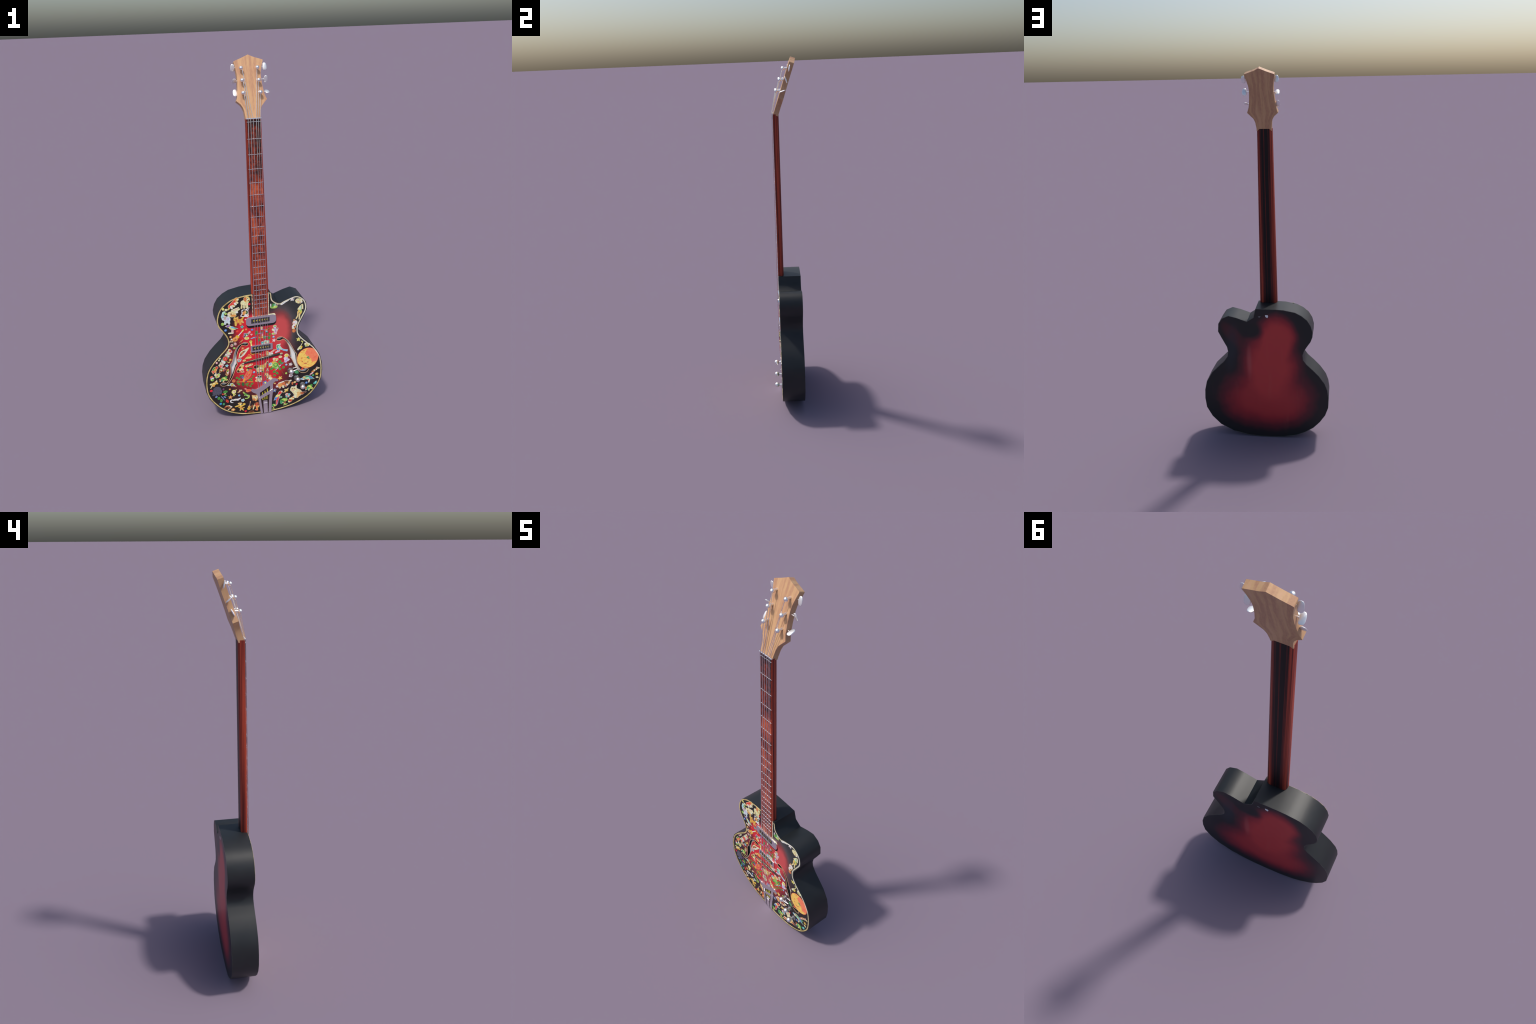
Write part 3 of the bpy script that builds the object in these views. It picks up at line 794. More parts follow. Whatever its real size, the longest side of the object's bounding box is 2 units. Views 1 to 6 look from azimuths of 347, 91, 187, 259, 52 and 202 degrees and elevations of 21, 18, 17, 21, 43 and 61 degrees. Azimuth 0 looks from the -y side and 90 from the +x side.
def k_tiger():
    s = [B(-0.95, -0.75, -0.45, -0.35, 0.10, "gold", 0.14), B(-0.45, -0.25, 0.45, 0.25, 0.36, "red", 0.38), E(0.70, 0.45, 0.28, 0.42, "orange"), E(0.82, 0.30, 0.16, 0.2, "cream"),
         B(-0.45, -0.35, -0.42, -0.9, 0.13, "white"), B(-0.2, -0.3, -0.02, -0.75, 0.12, "cream"), B(0.25, -0.1, 0.30, -0.55, 0.12, "white"), B(0.5, 0.0, 0.62, -0.4, 0.11, "cream")]
    s += [B(x, 0.30 + x * 0.45, x + 0.05, -0.05 + x * 0.45, 0.05, c) for x, c in ((-0.4, "copper"), (-0.2, "crimson"), (0.0, "coral"), (0.2, "copper"), (0.35, "crimson"))]
    return "cream", s
def k_lion():
    return "sand", [B(-0.45, -0.05, 0.25, 0.05, 0.42, "cream", 0.40), E(0.35, 0.45, 0.55, 0.52, "gold"), E(0.45, 0.42, 0.34, 0.36, "cream"), E(0.05, 0.55, 0.28, 0.36, "copper"), E(0.52, 0.62, 0.08, 0.08, "darkbrown"), E(0.62, 0.25, 0.14, 0.1, "brown"),
                    B(-0.6, -0.2, -0.8, -0.85, 0.13, "sand"), B(-0.3, -0.3, -0.3, -0.92, 0.12, "cream"), B(0.1, -0.2, 0.12, -0.9, 0.12, "sand"), B(0.35, -0.1, 0.30, -0.9, 0.12, "cream"), B(-0.6, -0.5, -0.45, -0.5, 0.06, "black")]
def k_rabbit_head():
    return "cream", [E(-0.25, -0.42, 0.72, 0.5, "sand", -8), B(-0.2, 0.25, 0.75, 0.85, 0.20, "cream", 0.08), B(0.2, 0.1, 0.95, 0.60, 0.17, "cream", 0.08), E(0.55, 0.0, 0.2, 0.18, "white"),
                     B(-0.05, 0.3, 0.6, 0.72, 0.07, "pink"), E(-0.35, -0.35, 0.12, 0.14, "brown"), E(0.05, -0.65, 0.45, 0.22, "orange"), E(-0.75, -0.5, 0.18, 0.13, "white")]
def k_cat_card():
    return None, [P("white", (-0.85, 0.35), (-0.6, 0.5), (0.1, 0.55), (0.85, 1.0), (0.95, 0.9), (0.70, 0.4), (0.85, -0.2), (1.0, -0.7), (0.8, -0.92), (-0.95, -0.85), (-0.9, -0.55), (-0.7, -0.35)),
                  E(-0.15, 0.15, 0.45, 0.30, "black"), E(-0.25, -0.25, 0.30, 0.42, "orange"), E(0.35, -0.05, 0.35, 0.35, "forest", 20), E(0.1, 0.05, 0.18, 0.35, "tan", 30), E(0.5, -0.6, 0.35, 0.22, "white"), B(0.3, 0.2, 0.8, 0.85, 0.05, "black"), E(-0.4, -0.6, 0.3, 0.15, "darkbrown"), E(0.75, -0.55, 0.12, 0.2, "orange")]
def k_elephant():
    return "white", [E(0.35, -0.25, 0.52, 0.50, "ice"), E(-0.35, 0.0, 0.42, 0.36, "ice", -30), B(-0.7, 0.2, -0.6, 0.75, 0.18, "sky", 0.14), B(-0.6, 0.78, -0.35, 0.88, 0.14, "mint", 0.12), E(-0.12, 0.0, 0.24, 0.26, "mauve"),
                     B(0.0, -0.5, 0.0, -0.85, 0.16, "ice"), B(0.62, -0.5, 0.75, -0.82, 0.15, "ice"), E(0.4, -0.15, 0.25, 0.2, "lilac"), E(-0.5, 0.12, 0.06, 0.06, "slate")]
def k_kitten():
    return "gold", [E(-0.42, 0.42, 0.42, 0.40, "gold"), P("tan", (-0.85, 0.6), (-0.75, 0.95), (-0.5, 0.75)), P("tan", (-0.35, 0.75), (-0.05, 1.0), (-0.05, 0.55)), B(-0.25, -0.1, 0.45, 0.05, 0.34, "orange"), B(0.55, 0.2, 0.9, 0.8, 0.10, "amber"),
                    B(-0.5, -0.2, -0.45, -0.85, 0.15, "gold"), B(0.3, -0.2, 0.4, -0.7, 0.14, "orange"), B(0.6, -0.1, 0.85, -0.35, 0.13, "tan"), E(-0.35, 0.25, 0.14, 0.3, "copper"), E(-0.6, 0.45, 0.08, 0.08, "brown"), E(0.0, 0.0, 0.12, 0.25, "amber")]
def k_songbird():
    return "white", [P("yellow", (-0.55, 0.55), (-0.2, 0.1), (0.2, -0.12), (0.6, 0.05), (0.2, 0.5), (-0.3, 0.75)), E(-0.55, 0.68, 0.28, 0.18, "violet", 20), P("skyblue", (-0.25, 0.55), (0.1, 0.6), (0.85, 0.18), (0.5, 0.15), (-0.05, 0.25)),
                     P("emerald", (0.2, 0.5), (0.92, 0.22), (0.5, 0.16)), P("tan", (-0.95, 0.62), (-0.75, 0.72), (-0.72, 0.56)), B(0.15, -0.2, 0.2, -0.7, 0.12, "pink"), B(-0.3, -0.85, 0.25, -0.75, 0.10, "cream"), E(-0.58, 0.74, 0.04, 0.05, "black")]
def k_guitar_sticker():
    return None, [E(-0.45, -0.62, 0.50, 0.36, "orange"), E(-0.08, -0.22, 0.36, 0.28, "amber"), B(0.05, -0.05, 0.62, 0.62, 0.07, "white"), B(0.62, 0.65, 0.82, 0.88, 0.11, "yellow"), E(-0.25, -0.4, 0.13, 0.1, "pink"), B(-0.5, -0.7, -0.3, -0.55, 0.06, "brown")]
def k_flower_pot():
    return "pink", [E(0.15, -0.60, 0.60, 0.30, "yellow"), E(-0.45, 0.3, 0.26, 0.22, "violet"), E(-0.55, -0.20, 0.28, 0.20, "plum"), E(0.3, 0.25, 0.26, 0.20, "forest"), E(-0.2, 0.05, 0.25, 0.22, "green"), E(0.7, 0.75, 0.22, 0.2, "pink"), E(0.45, 0.5, 0.2, 0.25, "mauve"), E(0.05, 0.05, 0.2, 0.16, "white"), E(0.1, -0.45, 0.3, 0.15, "gold"), E(-0.1, 0.35, 0.18, 0.15, "emerald")]
def k_horn_small():
    return None, [B(-0.8, -0.3, 0.8, 0.3, 0.30, "tan", 0.14), E(-0.7, -0.25, 0.25, 0.4, "brown"), E(0.0, 0.0, 0.2, 0.25, "orange")]
def k_shell_pair():
    return None, [E(-0.5, -0.2, 0.50, 0.68, "mauve", -10), E(0.52, 0.15, 0.46, 0.72, "mauve", 10), E(-0.6, -0.1, 0.18, 0.25, "copper"), B(0.0, -0.4, 0.08, 0.5, 0.13, "forest"), E(0.55, 0.3, 0.2, 0.3, "pink")]
def k_garland():
    s = [B(-0.80, 0, 0.80, 0, 0.10, "mauve")]
    for x, c in ((-0.86, "coral"), (-0.63, "pink"), (-0.36, "white"), (0.36, "mauve"), (0.62, "cream"), (0.87, "coral")):
        side = ("white", "white") if abs(x) < 0.5 else ("pink", "cream")
        s += [E(x - 0.04, -0.42, 0.11, 0.40, side[0]), E(x + 0.04, 0.42, 0.11, 0.40, side[1]), E(x, 0.0, 0.13, 0.42, c), E(x, 0.0, 0.06, 0.22, "red" if abs(x) > 0.8 else "cream")]
        if 0.5 < abs(x) < 0.8:
            s += [E(x + 0.10, -0.45, 0.05, 0.18, "green"), E(x + 0.07, 0.48, 0.05, 0.18, "green")]
    s += [E(0.19 * (1 if a % 2 else -1), 0.58 * (1 if a < 2 else -1), 0.075, 0.26, "green") for a in range(4)]
    s += [E(0.12 * math.cos(a * 1.2566 + 0.3), 0.42 * math.sin(a * 1.2566 + 0.3), 0.115, 0.40, "red") for a in range(5)]
    s.append(E(0, 0, 0.05, 0.18, "pink"))
    return "grey", s
def k_carrot():
    return "cream", [E(0.35, 0.65, 0.42, 0.33, "red"), E(-0.35, 0.25, 0.30, 0.50, "green", -25), E(0.2, 0.05, 0.45, 0.40, "orange"), E(-0.3, -0.45, 0.50, 0.28, "coral"), B(0.3, -0.2, 0.55, -0.55, 0.16, "orange"), B(-0.2, -0.6, -0.1, -0.88, 0.14, "red")]
def k_basket():
    return None, [P("tan", (-0.95, -0.5), (-0.2, 0.6), (0.8, 0.95), (0.95, 0.3), (0.5, -0.6), (-0.3, -0.9)), E(0.3, 0.3, 0.40, 0.35, "green"), E(0.55, 0.0, 0.28, 0.28, "pink"), E(-0.3, -0.3, 0.25, 0.4, "brown", 20), E(0.1, 0.7, 0.3, 0.2, "orange"), E(0.1, -0.1, 0.25, 0.2, "white")]
def k_bouquet():
    return None, [P("copper", (-0.9, -0.2), (-0.2, 0.9), (0.4, 0.4), (0.9, 0.2), (0.3, -0.5), (-0.2, -0.4)), E(-0.3, 0.3, 0.35, 0.25, "pink"), E(-0.5, -0.1, 0.25, 0.25, "green"), E(0.35, 0.0, 0.3, 0.28, "plum"), E(0.1, -0.35, 0.3, 0.2, "coral"), B(0.0, -0.4, -0.5, -0.95, 0.08, "brown")]
def k_pot_face():
    return None, [E(0.0, -0.35, 0.72, 0.62, "lime"), P("white", (-0.75, 0.15), (0.55, 0.5), (0.75, 0.0), (-0.65, -0.35)), P("blue", (-0.8, 0.3), (0.4, 0.62), (0.6, 0.4), (-0.75, 0.05)), E(-0.25, 0.6, 0.60, 0.36, "coral", 15), E(0.25, -0.45, 0.3, 0.35, "green"), B(0.7, 0.1, 0.95, 0.2, 0.08, "orange")]
def k_frog():
    return None, [E(0.1, 0.0, 0.62, 0.62, "lime"), E(0.55, 0.45, 0.34, 0.34, "green"), E(-0.3, -0.25, 0.28, 0.45, "emerald"), E(-0.75, 0.0, 0.22, 0.3, "copper"), E(-0.75, -0.5, 0.18, 0.2, "cream"), B(0.4, -0.4, 0.75, -0.55, 0.16, "lime"), B(0.0, -0.5, -0.05, -0.85, 0.15, "sand"), E(0.2, 0.25, 0.28, 0.25, "yellow"), E(0.85, -0.35, 0.13, 0.16, "tan"), E(0.0, -0.15, 0.18, 0.25, "green")]
def k_angel():
    return None, [B(-0.9, -0.9, -0.3, -0.2, 0.10, "sand", 0.16), E(0.05, 0.0, 0.55, 0.45, "gold", 15), E(0.6, 0.4, 0.3, 0.3, "tan"), P("cream", (0.5, 0.4), (0.95, 1.0), (0.9, 0.3)), E(-0.55, 0.2, 0.3, 0.25, "sand"), E(0.75, -0.15, 0.22, 0.25, "gold"), E(-0.1, -0.55, 0.25, 0.25, "orange"), E(0.1, 0.15, 0.25, 0.2, "cream")]
def k_cowrie():
    s = [P("cream", (-0.95, -0.95), (-0.9, -0.2), (-0.6, 0.3), (0.2, 0.65), (0.8, 1.0), (1.0, 0.92), (0.75, 0.5), (0.5, 0.1), (0.1, -0.5), (-0.4, -0.85)),
         P("brown", (-0.75, -0.75), (-0.7, -0.15), (-0.3, 0.25), (0.25, 0.45), (0.3, 0.2), (-0.1, -0.4)), E(-0.3, -0.1, 0.22, 0.28, "copper", -35)]
    s += [E(-0.45 + 0.17 * i, -0.80 + 0.235 * i, 0.13, 0.12, "white") for i in range(6)]
    return None, s
def k_cat_yellow():
    return "cream", [B(-0.5, -0.1, 0.7, 0.1, 0.42, "gold", 0.22), E(-0.72, -0.2, 0.25, 0.36, "darkbrown"), E(0.1, 0.3, 0.28, 0.22, "black"), E(0.5, 0.45, 0.25, 0.25, "tan"), E(-0.1, -0.3, 0.4, 0.2, "cream"), E(-0.25, 0.25, 0.2, 0.2, "copper"), E(0.75, 0.1, 0.2, 0.2, "sand")]
def k_fish(c="green"):
    return None, [P("ice", (-1, -0.75), (-0.4, 0.7), (0.0, 1.0), (0.5, 0.2), (1, -0.7), (0.2, -0.5), (0.0, -0.85), (-0.3, -0.5)), P("lime", (-0.3, 0.5), (0.05, 0.85), (0.45, 0.0), (0.1, -0.5), (-0.2, -0.3)), E(-0.55, 0.0, 0.15, 0.45, "forest", 15), B(0.6, -0.4, 0.95, -0.65, 0.12, "orange"), E(0.15, 0.1, 0.15, 0.3, "copper"), E(0.0, -0.55, 0.25, 0.18, "coral")]
def k_scarlet_parrot():
    return None, [P("coral", (-0.85, -0.95), (-0.72, -0.3), (-0.30, 0.35), (0.4, 0.80), (0.95, 0.60), (0.85, -0.1), (0.35, -0.62), (-0.3, -0.88)), P("red", (-0.3, -0.3), (0.05, 0.35), (0.5, 0.55), (0.55, 0.0), (0.1, -0.4)), E(0.1, -0.05, 0.25, 0.16, "coral", 50), E(-0.10, 0.82, 0.28, 0.17, "black"), E(-0.18, 0.65, 0.26, 0.17, "gold"), E(0.0, 0.6, 0.12, 0.12, "azure"), E(0.5, 0.85, 0.42, 0.09, "forest"), P("amber", (-0.85, -0.95), (-0.6, -0.5), (-0.3, -0.6), (-0.45, -0.85)), E(0.3, 0.3, 0.2, 0.2, "orange")]
def k_plum_bunch():
    s = [E(-0.1, 0.25, 0.75, 0.65, "slate"), E(0.35, -0.2, 0.55, 0.6, "slate"), E(-0.2, -0.55, 0.4, 0.4, "slate")]
    s += [E(0.95 * math.cos(a) * 0.8, 0.9 * math.sin(a) * 0.85, 0.34, 0.15, "slate", math.degrees(a)) for a in (3.4, 3.8, 4.2, 4.6, 5.1, 5.6)]
    return None, s
def k_french_horn():
    return None, [E(-0.05, 0.25, 0.82, 0.62, "yellow"), E(0.0, 0.28, 0.58, 0.45, "cream"), E(0.1, 0.3, 0.3, 0.25, "pink"), B(0.3, 0.75, 0.85, 0.9, 0.10, "yellow"), B(-0.1, -0.3, 0.2, -0.85, 0.14, "yellow", 0.2), B(0.2, -0.7, 0.8, -0.45, 0.14, "yellow", 0.08)]
def k_seahorse(c="tan"):
    return None, [B(-0.5, -0.9, 0.0, 0.1, 0.20, c, 0.30), E(0.4, 0.6, 0.5, 0.28, "sand", 20), E(-0.3, 0.3, 0.3, 0.5, "mauve", 20), E(0.1, -0.2, 0.18, 0.4, "cream")]
def k_crown_red():
    return None, [P("coral", (-1, 0.5), (-0.5, 0.9), (-0.2, 0.4), (0.3, 0.5), (1, 0.4), (0.95, -0.3), (0.5, -0.6), (0.2, -1), (-0.3, -0.8), (-0.4, 0.0)), E(-0.5, 0.5, 0.25, 0.2, "pink"), E(0.3, 0.0, 0.4, 0.2, "red"), E(0.0, -0.5, 0.25, 0.18, "orange"), E(0.7, 0.1, 0.22, 0.2, "copper")]
def k_crocodile():
    return None, [B(-0.85, 0.85, -0.3, 0.35, 0.12, "lime", 0.22), B(-0.3, 0.35, 0.45, -0.1, 0.24, "green", 0.26)] + arc(0.15, -0.35, 0.65, 0.5, 35, -110, 0.20, "lime", 0.09) + [B(-0.2, 0.1, -0.35, -0.05, 0.1, "lime"), B(0.1, 0.1, 0.4, -0.15, 0.08, "cream")]
def k_white_lizard():
    return None, [P("white", (-0.6, -0.2), (-0.2, 0.5), (0.4, 0.55), (0.95, 0.98), (0.9, 0.5), (0.45, 0.0), (-0.1, -0.1))] + arc(-0.55, -0.35, 0.36, 0.5, 60, 290, 0.17, "white", 0.09) + [E(0.0, 0.2, 0.3, 0.12, "cream"), B(0.35, 0.1, 0.5, -0.1, 0.08, "white")]
def k_horse_arch():
    return None, [B(-0.85, -0.6, -0.55, 0.3, 0.16, "brown", 0.2), B(-0.5, 0.45, 0.3, 0.75, 0.16, "copper", 0.18), B(-0.4, 0.75, 0.3, 0.95, 0.06, "cream"), B(0.3, 0.75, 0.85, 0.4, 0.15, "white", 0.10), B(0.85, 0.35, 0.1, -0.85, 0.09, "cream"), E(0.25, 0.1, 0.25, 0.5, "brown"), E(0.55, 0.25, 0.15, 0.2, "copper"), E(-0.1, -0.1, 0.2, 0.5, "darkbrown")]
def k_dragon():
    return None, [B(-0.9, -0.05, -0.2, 0.2, 0.12, "gold", 0.2), E(-0.05, 0.1, 0.4, 0.42, "gold"), E(-0.1, 0.7, 0.45, 0.2, "tan", 5), B(0.1, -0.2, 0.8, -0.85, 0.22, "gold", 0.10), B(0.3, 0.1, 0.85, 0.55, 0.16, "gold", 0.18), B(0.2, -0.6, 0.15, -0.9, 0.1, "tan"), E(0.05, 0.45, 0.16, 0.2, "cream"), E(0.35, -0.3, 0.2, 0.16, "copper"), E(0.7, 0.65, 0.2, 0.14, "amber"), E(-0.2, 0.0, 0.14, 0.18, "brown"), B(0.6, -0.4, 0.85, -0.2, 0.09, "gold")]
def k_violin():
    return None, [E(0.0, -0.62, 0.82, 0.30, "gold"), E(0.05, -0.18, 0.62, 0.24, "tan"), E(0.05, -0.40, 0.50, 0.2, "amber"), B(0.1, -0.1, 0.15, 0.88, 0.12, "mauve"), E(0.15, 0.85, 0.25, 0.13, "tan"), E(0.1, -0.1, 0.25, 0.12, "orange"), E(0.1, -0.66, 0.22, 0.09, "copper")]
def k_mound():
    return None, [P("brown", (-1, -0.9), (-0.6, 0.1), (0.0, 0.8), (0.7, 0.4), (1, -0.8)), E(0.1, -0.1, 0.5, 0.35, "darkbrown")]
def k_dog_face():
    return None, [P("tan", (-1, 0.85), (-0.2, 0.75), (0.5, 0.95), (0.95, 0.6), (0.95, -0.6), (0.5, -0.85), (0.1, -0.75), (-0.4, -0.8), (-0.75, 0.1)), E(0.45, 0.2, 0.4, 0.45, "cream"), E(-0.2, 0.3, 0.35, 0.3, "sand"), E(-0.1, -0.45, 0.4, 0.25, "copper"), E(0.6, 0.1, 0.16, 0.16, "mauve"), E(0.2, 0.55, 0.3, 0.12, "brown"), B(0.2, -0.7, 0.6, -0.9, 0.1, "orange")]
def k_brown_dog():
    return None, [E(0.0, 0.35, 0.9, 0.52, "copper"), E(0.35, 0.55, 0.4, 0.3, "brown"), E(-0.2, 0.35, 0.22, 0.25, "red"), B(-0.7, 0.0, -0.5, -0.85, 0.2, "sand", 0.16), B(0.1, -0.1, 0.8, -0.75, 0.2, "orange", 0.2), B(0.2, -0.85, 0.8, -0.85, 0.12, "coral"), E(-0.6, 0.45, 0.22, 0.3, "brown"), E(0.6, 0.0, 0.2, 0.25, "tan")]
def k_key_sticker():
    return None, [E(-0.05, 0.55, 0.85, 0.42, "lime"), B(0.0, 0.3, 0.1, -0.8, 0.38, "yellow"), E(0.1, 0.6, 0.4, 0.2, "gold")]
def k_cactus():
    return "white", [E(-0.2, 0.75, 0.48, 0.24, "lime"), B(-0.15, 0.6, 0.25, -0.5, 0.26, "lilac", 0.26), B(-0.75, 0.1, -0.2, -0.1, 0.17, "cream"), B(0.75, 0.25, 0.45, -0.4, 0.17, "pink"), E(-0.35, -0.75, 0.42, 0.18, "lime"), E(0.35, -0.65, 0.32, 0.2, "pink"), B(-0.1, 0.4, 0.2, -0.3, 0.09, "violet"), E(0.8, 0.35, 0.15, 0.1, "forest"), E(-0.15, 0.8, 0.2, 0.1, "green")]
def k_castle():
    return "white", [E(-0.65, -0.1, 0.3, 0.5, "teal"), P("mint", (-0.4, 0.1), (0.05, 0.85), (0.5, 0.4), (0.9, 0.3), (0.9, -0.6), (-0.4, -0.6)), P("red", (-0.2, -0.5), (0.1, 0.2), (0.35, -0.5)), E(0.55, -0.1, 0.2, 0.25, "cream")]
def k_bluebird():
    return "white", [P("mint", (-0.85, 0.75), (-0.6, 0.8), (-0.35, 0.9), (-0.4, 0.5), (-0.05, 0.0), (0.2, -0.25), (-0.3, -0.25), (-0.8, -0.1), (-0.9, 0.3)), P("skyblue", (0.0, -0.1), (0.3, -0.25), (0.9, -0.35), (0.85, -0.65), (0.3, -0.5), (-0.05, -0.3)), B(-0.85, -0.9, -0.4, -0.55, 0.08, "lilac", 0.12), E(-0.6, -0.2, 0.16, 0.2, "azure"), E(-0.5, -0.5, 0.16, 0.14, "pink"), E(-0.65, 0.35, 0.25, 0.3, "emerald"), E(-0.55, 0.3, 0.14, 0.22, "mint")]
def k_grapes():
    s = [E(-0.15, 0.6, 0.62, 0.36, "yellow")]
    for i, (x, y) in enumerate(((-0.6, 0.0), (-0.2, 0.05), (0.2, 0.0), (-0.4, -0.25), (0.0, -0.25), (0.4, -0.25), (0.75, -0.3), (-0.25, -0.52), (0.2, -0.5), (0.5, -0.48), (0.0, -0.78), (-0.2, -0.78))):
        s.append(E(x, y, 0.23, 0.15, "lilac" if i % 3 else "white"))
        s.append(E(x + 0.05, y - 0.03, 0.11, 0.06, "violet" if i % 3 else "lilac"))
    s.append(E(-0.1, 0.62, 0.35, 0.2, "gold"))
    return "white", s
def k_rabbit():
    return "cream", [E(0.0, -0.45, 0.60, 0.42, "white"), E(-0.5, -0.4, 0.3, 0.4, "tan"), B(0.15, -0.1, 0.75, 0.7, 0.16, "pink", 0.10), B(0.75, 0.75, 0.95, 0.75, 0.09, "brown"), E(-0.65, 0.1, 0.22, 0.2, "orange"), E(0.15, -0.4, 0.13, 0.12, "mauve"), E(0.4, -0.6, 0.14, 0.12, "cream")]
def k_green_parrot():
    return None, [E(-0.72, 0.1, 0.28, 0.46, "sky"), P("lime", (-0.35, 0.6), (0.0, 0.95), (0.5, 0.5), (0.85, -0.1), (0.9, -0.5), (0.3, -0.9), (-0.3, -0.6), (-0.5, 0.0)), E(0.15, 0.15, 0.40, 0.50, "green"), E(0.1, 0.2, 0.22, 0.3, "lime"), E(-0.38, 0.65, 0.25, 0.26, "gold"), E(-0.72, 0.15, 0.12, 0.16, "slateblue"), E(-0.72, -0.45, 0.22, 0.16, "amber"), E(-0.55, -0.05, 0.16, 0.25, "cream"), E(0.1, -0.65, 0.4, 0.14, "green"), P("forest", (0.6, 0.2), (0.95, -0.5), (0.65, -0.4))]
def k_walking_dog():
    return "sand", [B(-0.25, -0.1, 0.35, 0.1, 0.30, "gold", 0.28), B(0.45, 0.25, 0.85, 0.9, 0.11, "tan", 0.08), E(-0.62, 0.05, 0.32, 0.28, "darkbrown"), E(-0.75, -0.05, 0.14, 0.14, "black"), E(-0.45, 0.2, 0.16, 0.12, "forest"), B(-0.45, -0.2, -0.3, -0.75, 0.15, "cream", 0.10), B(-0.2, -0.3, -0.15, -0.85, 0.10, "tan"), B(0.3, -0.1, 0.35, -0.65, 0.13, "gold", 0.10), B(0.15, -0.6, 0.35, -0.7, 0.1, "forest"), E(0.0, -0.15, 0.35, 0.18, "cream"), B(0.85, 0.85, 0.8, 0.6, 0.05, "black"), E(-0.3, -0.85, 0.12, 0.1, "black"), E(0.05, -0.6, 0.14, 0.1, "white")]
def k_bear():
    return "tan", [E(-0.1, 0.3, 0.55, 0.5, "sand"), E(0.15, -0.4, 0.62, 0.45, "cream"), E(-0.55, 0.65, 0.22, 0.22, "orange"), E(0.3, 0.7, 0.22, 0.22, "orange"), E(-0.1, 0.15, 0.22, 0.18, "copper"), E(0.65, -0.1, 0.25, 0.25, "tan"), E(-0.5, -0.5, 0.25, 0.25, "brown"), E(0.15, -0.35, 0.22, 0.22, "white")]
def k_puppy():
    return "sand", [E(0.05, -0.15, 0.66, 0.55, "cream"), E(0.0, 0.55, 0.5, 0.4, "white"), E(-0.25, 0.65, 0.2, 0.2, "forest"), E(0.3, 0.6, 0.2, 0.25, "black"), E(-0.75, 0.35, 0.22, 0.2, "white"), E(-0.6, -0.6, 0.3, 0.25, "tan"), E(0.3, -0.3, 0.25, 0.3, "sand"), E(-0.1, 0.25, 0.2, 0.12, "black"), E(0.3, -0.8, 0.3, 0.14, "ice")]
def k_leopard():
    return None, [B(-0.6, -0.1, 0.6, 0.1, 0.60, "sand", 0.5), E(-0.55, 0.0, 0.3, 0.4, "orange"), E(0.2, 0.1, 0.3, 0.35, "cream"), E(0.65, 0.3, 0.25, 0.25, "copper"), E(0.1, -0.35, 0.2, 0.2, "mauve"), E(-0.1, 0.3, 0.25, 0.18, "brown")]
def k_brass_arc():
    return None, arc(0.1, 0.6, 0.9, 1.0, 200, 290, 0.16, "gold", 0.12)
def k_bull():
    return "white", [B(-0.55, -0.2, 0.45, 0.15, 0.40, "copper", 0.42), B(-0.85, -0.35, -0.6, -0.1, 0.14, "white"), B(0.7, 0.35, 0.95, 0.45, 0.10, "cream"), E(0.35, 0.25, 0.35, 0.45, "brown"), E(-0.45, -0.1, 0.30, 0.42, "orange"), E(0.4, -0.35, 0.18, 0.25, "white"), B(-0.1, -0.4, -0.05, -0.85, 0.10, "cream"), B(0.25, -0.3, 0.3, -0.65, 0.10, "copper"), B(-0.55, -0.5, -0.5, -0.8, 0.1, "tan"), B(0.7, 0.1, 0.6, -0.3, 0.10, "tan"), E(0.0, 0.1, 0.2, 0.35, "copper"), B(-0.6, 0.4, 0.0, 0.6, 0.05, "cream")]
def k_macaw():
    return "white", [P("red", (-0.35, 0.35), (-0.2, 0.65), (0.2, 0.92), (0.6, 0.95), (0.75, 0.75), (0.5, 0.65), (0.2, 0.35), (0.15, 0.2)), P("yellow", (-0.6, 0.35), (-0.35, 0.45), (0.35, 0.52), (0.3, 0.32), (-0.4, 0.1), (-0.65, 0.2)), P("blue", (-0.9, -0.25), (-0.75, 0.15), (-0.3, 0.12), (0.05, 0.28), (-0.1, -0.02), (-0.5, -0.15)), P("red", (-0.4, -0.12), (0.1, 0.3), (0.2, 0.0), (0.05, -0.4), (-0.1, -0.9), (-0.25, -0.75)), P("violet", (0.0, -0.3), (0.15, -0.1), (0.12, -0.6), (-0.02, -0.9)), E(0.55, 0.85, 0.16, 0.07, "cream"), B(0.3, 0.12, 0.75, 0.18, 0.08, "emerald"), E(0.0, 0.75, 0.2, 0.1, "crimson", 40)]
def k_red_doll():
    return "cream", [E(-0.2, -0.4, 0.60, 0.36, "red"), B(0.0, 0.0, 0.4, 0.65, 0.36, "orange", 0.18), E(0.5, 0.85, 0.2, 0.15, "white"), B(-0.6, 0.1, 0.75, 0.15, 0.13, "cream"), E(-0.35, -0.85, 0.36, 0.14, "cream"), E(0.1, 0.35, 0.28, 0.14, "yellow"), B(-0.5, -0.45, 0.25, -0.25, 0.06, "brown"), E(0.15, 0.5, 0.18, 0.12, "red")]
def k_tree():
    return None, [E(-0.1, 0.45, 0.85, 0.48, "green"), E(-0.65, 0.05, 0.35, 0.45, "emerald"), E(0.55, 0.3, 0.42, 0.36, "lime"), E(0.0, 0.65, 0.4, 0.2, "lime"), B(0.1, -0.75, 0.25, 0.0, 0.10, "copper"), B(0.1, -0.6, -0.4, -0.1, 0.08, "sand"), E(0.15, -0.85, 0.6, 0.13, "lime"), E(0.2, 0.35, 0.22, 0.12, "yellow"), E(-0.4, 0.35, 0.25, 0.15, "forest")]
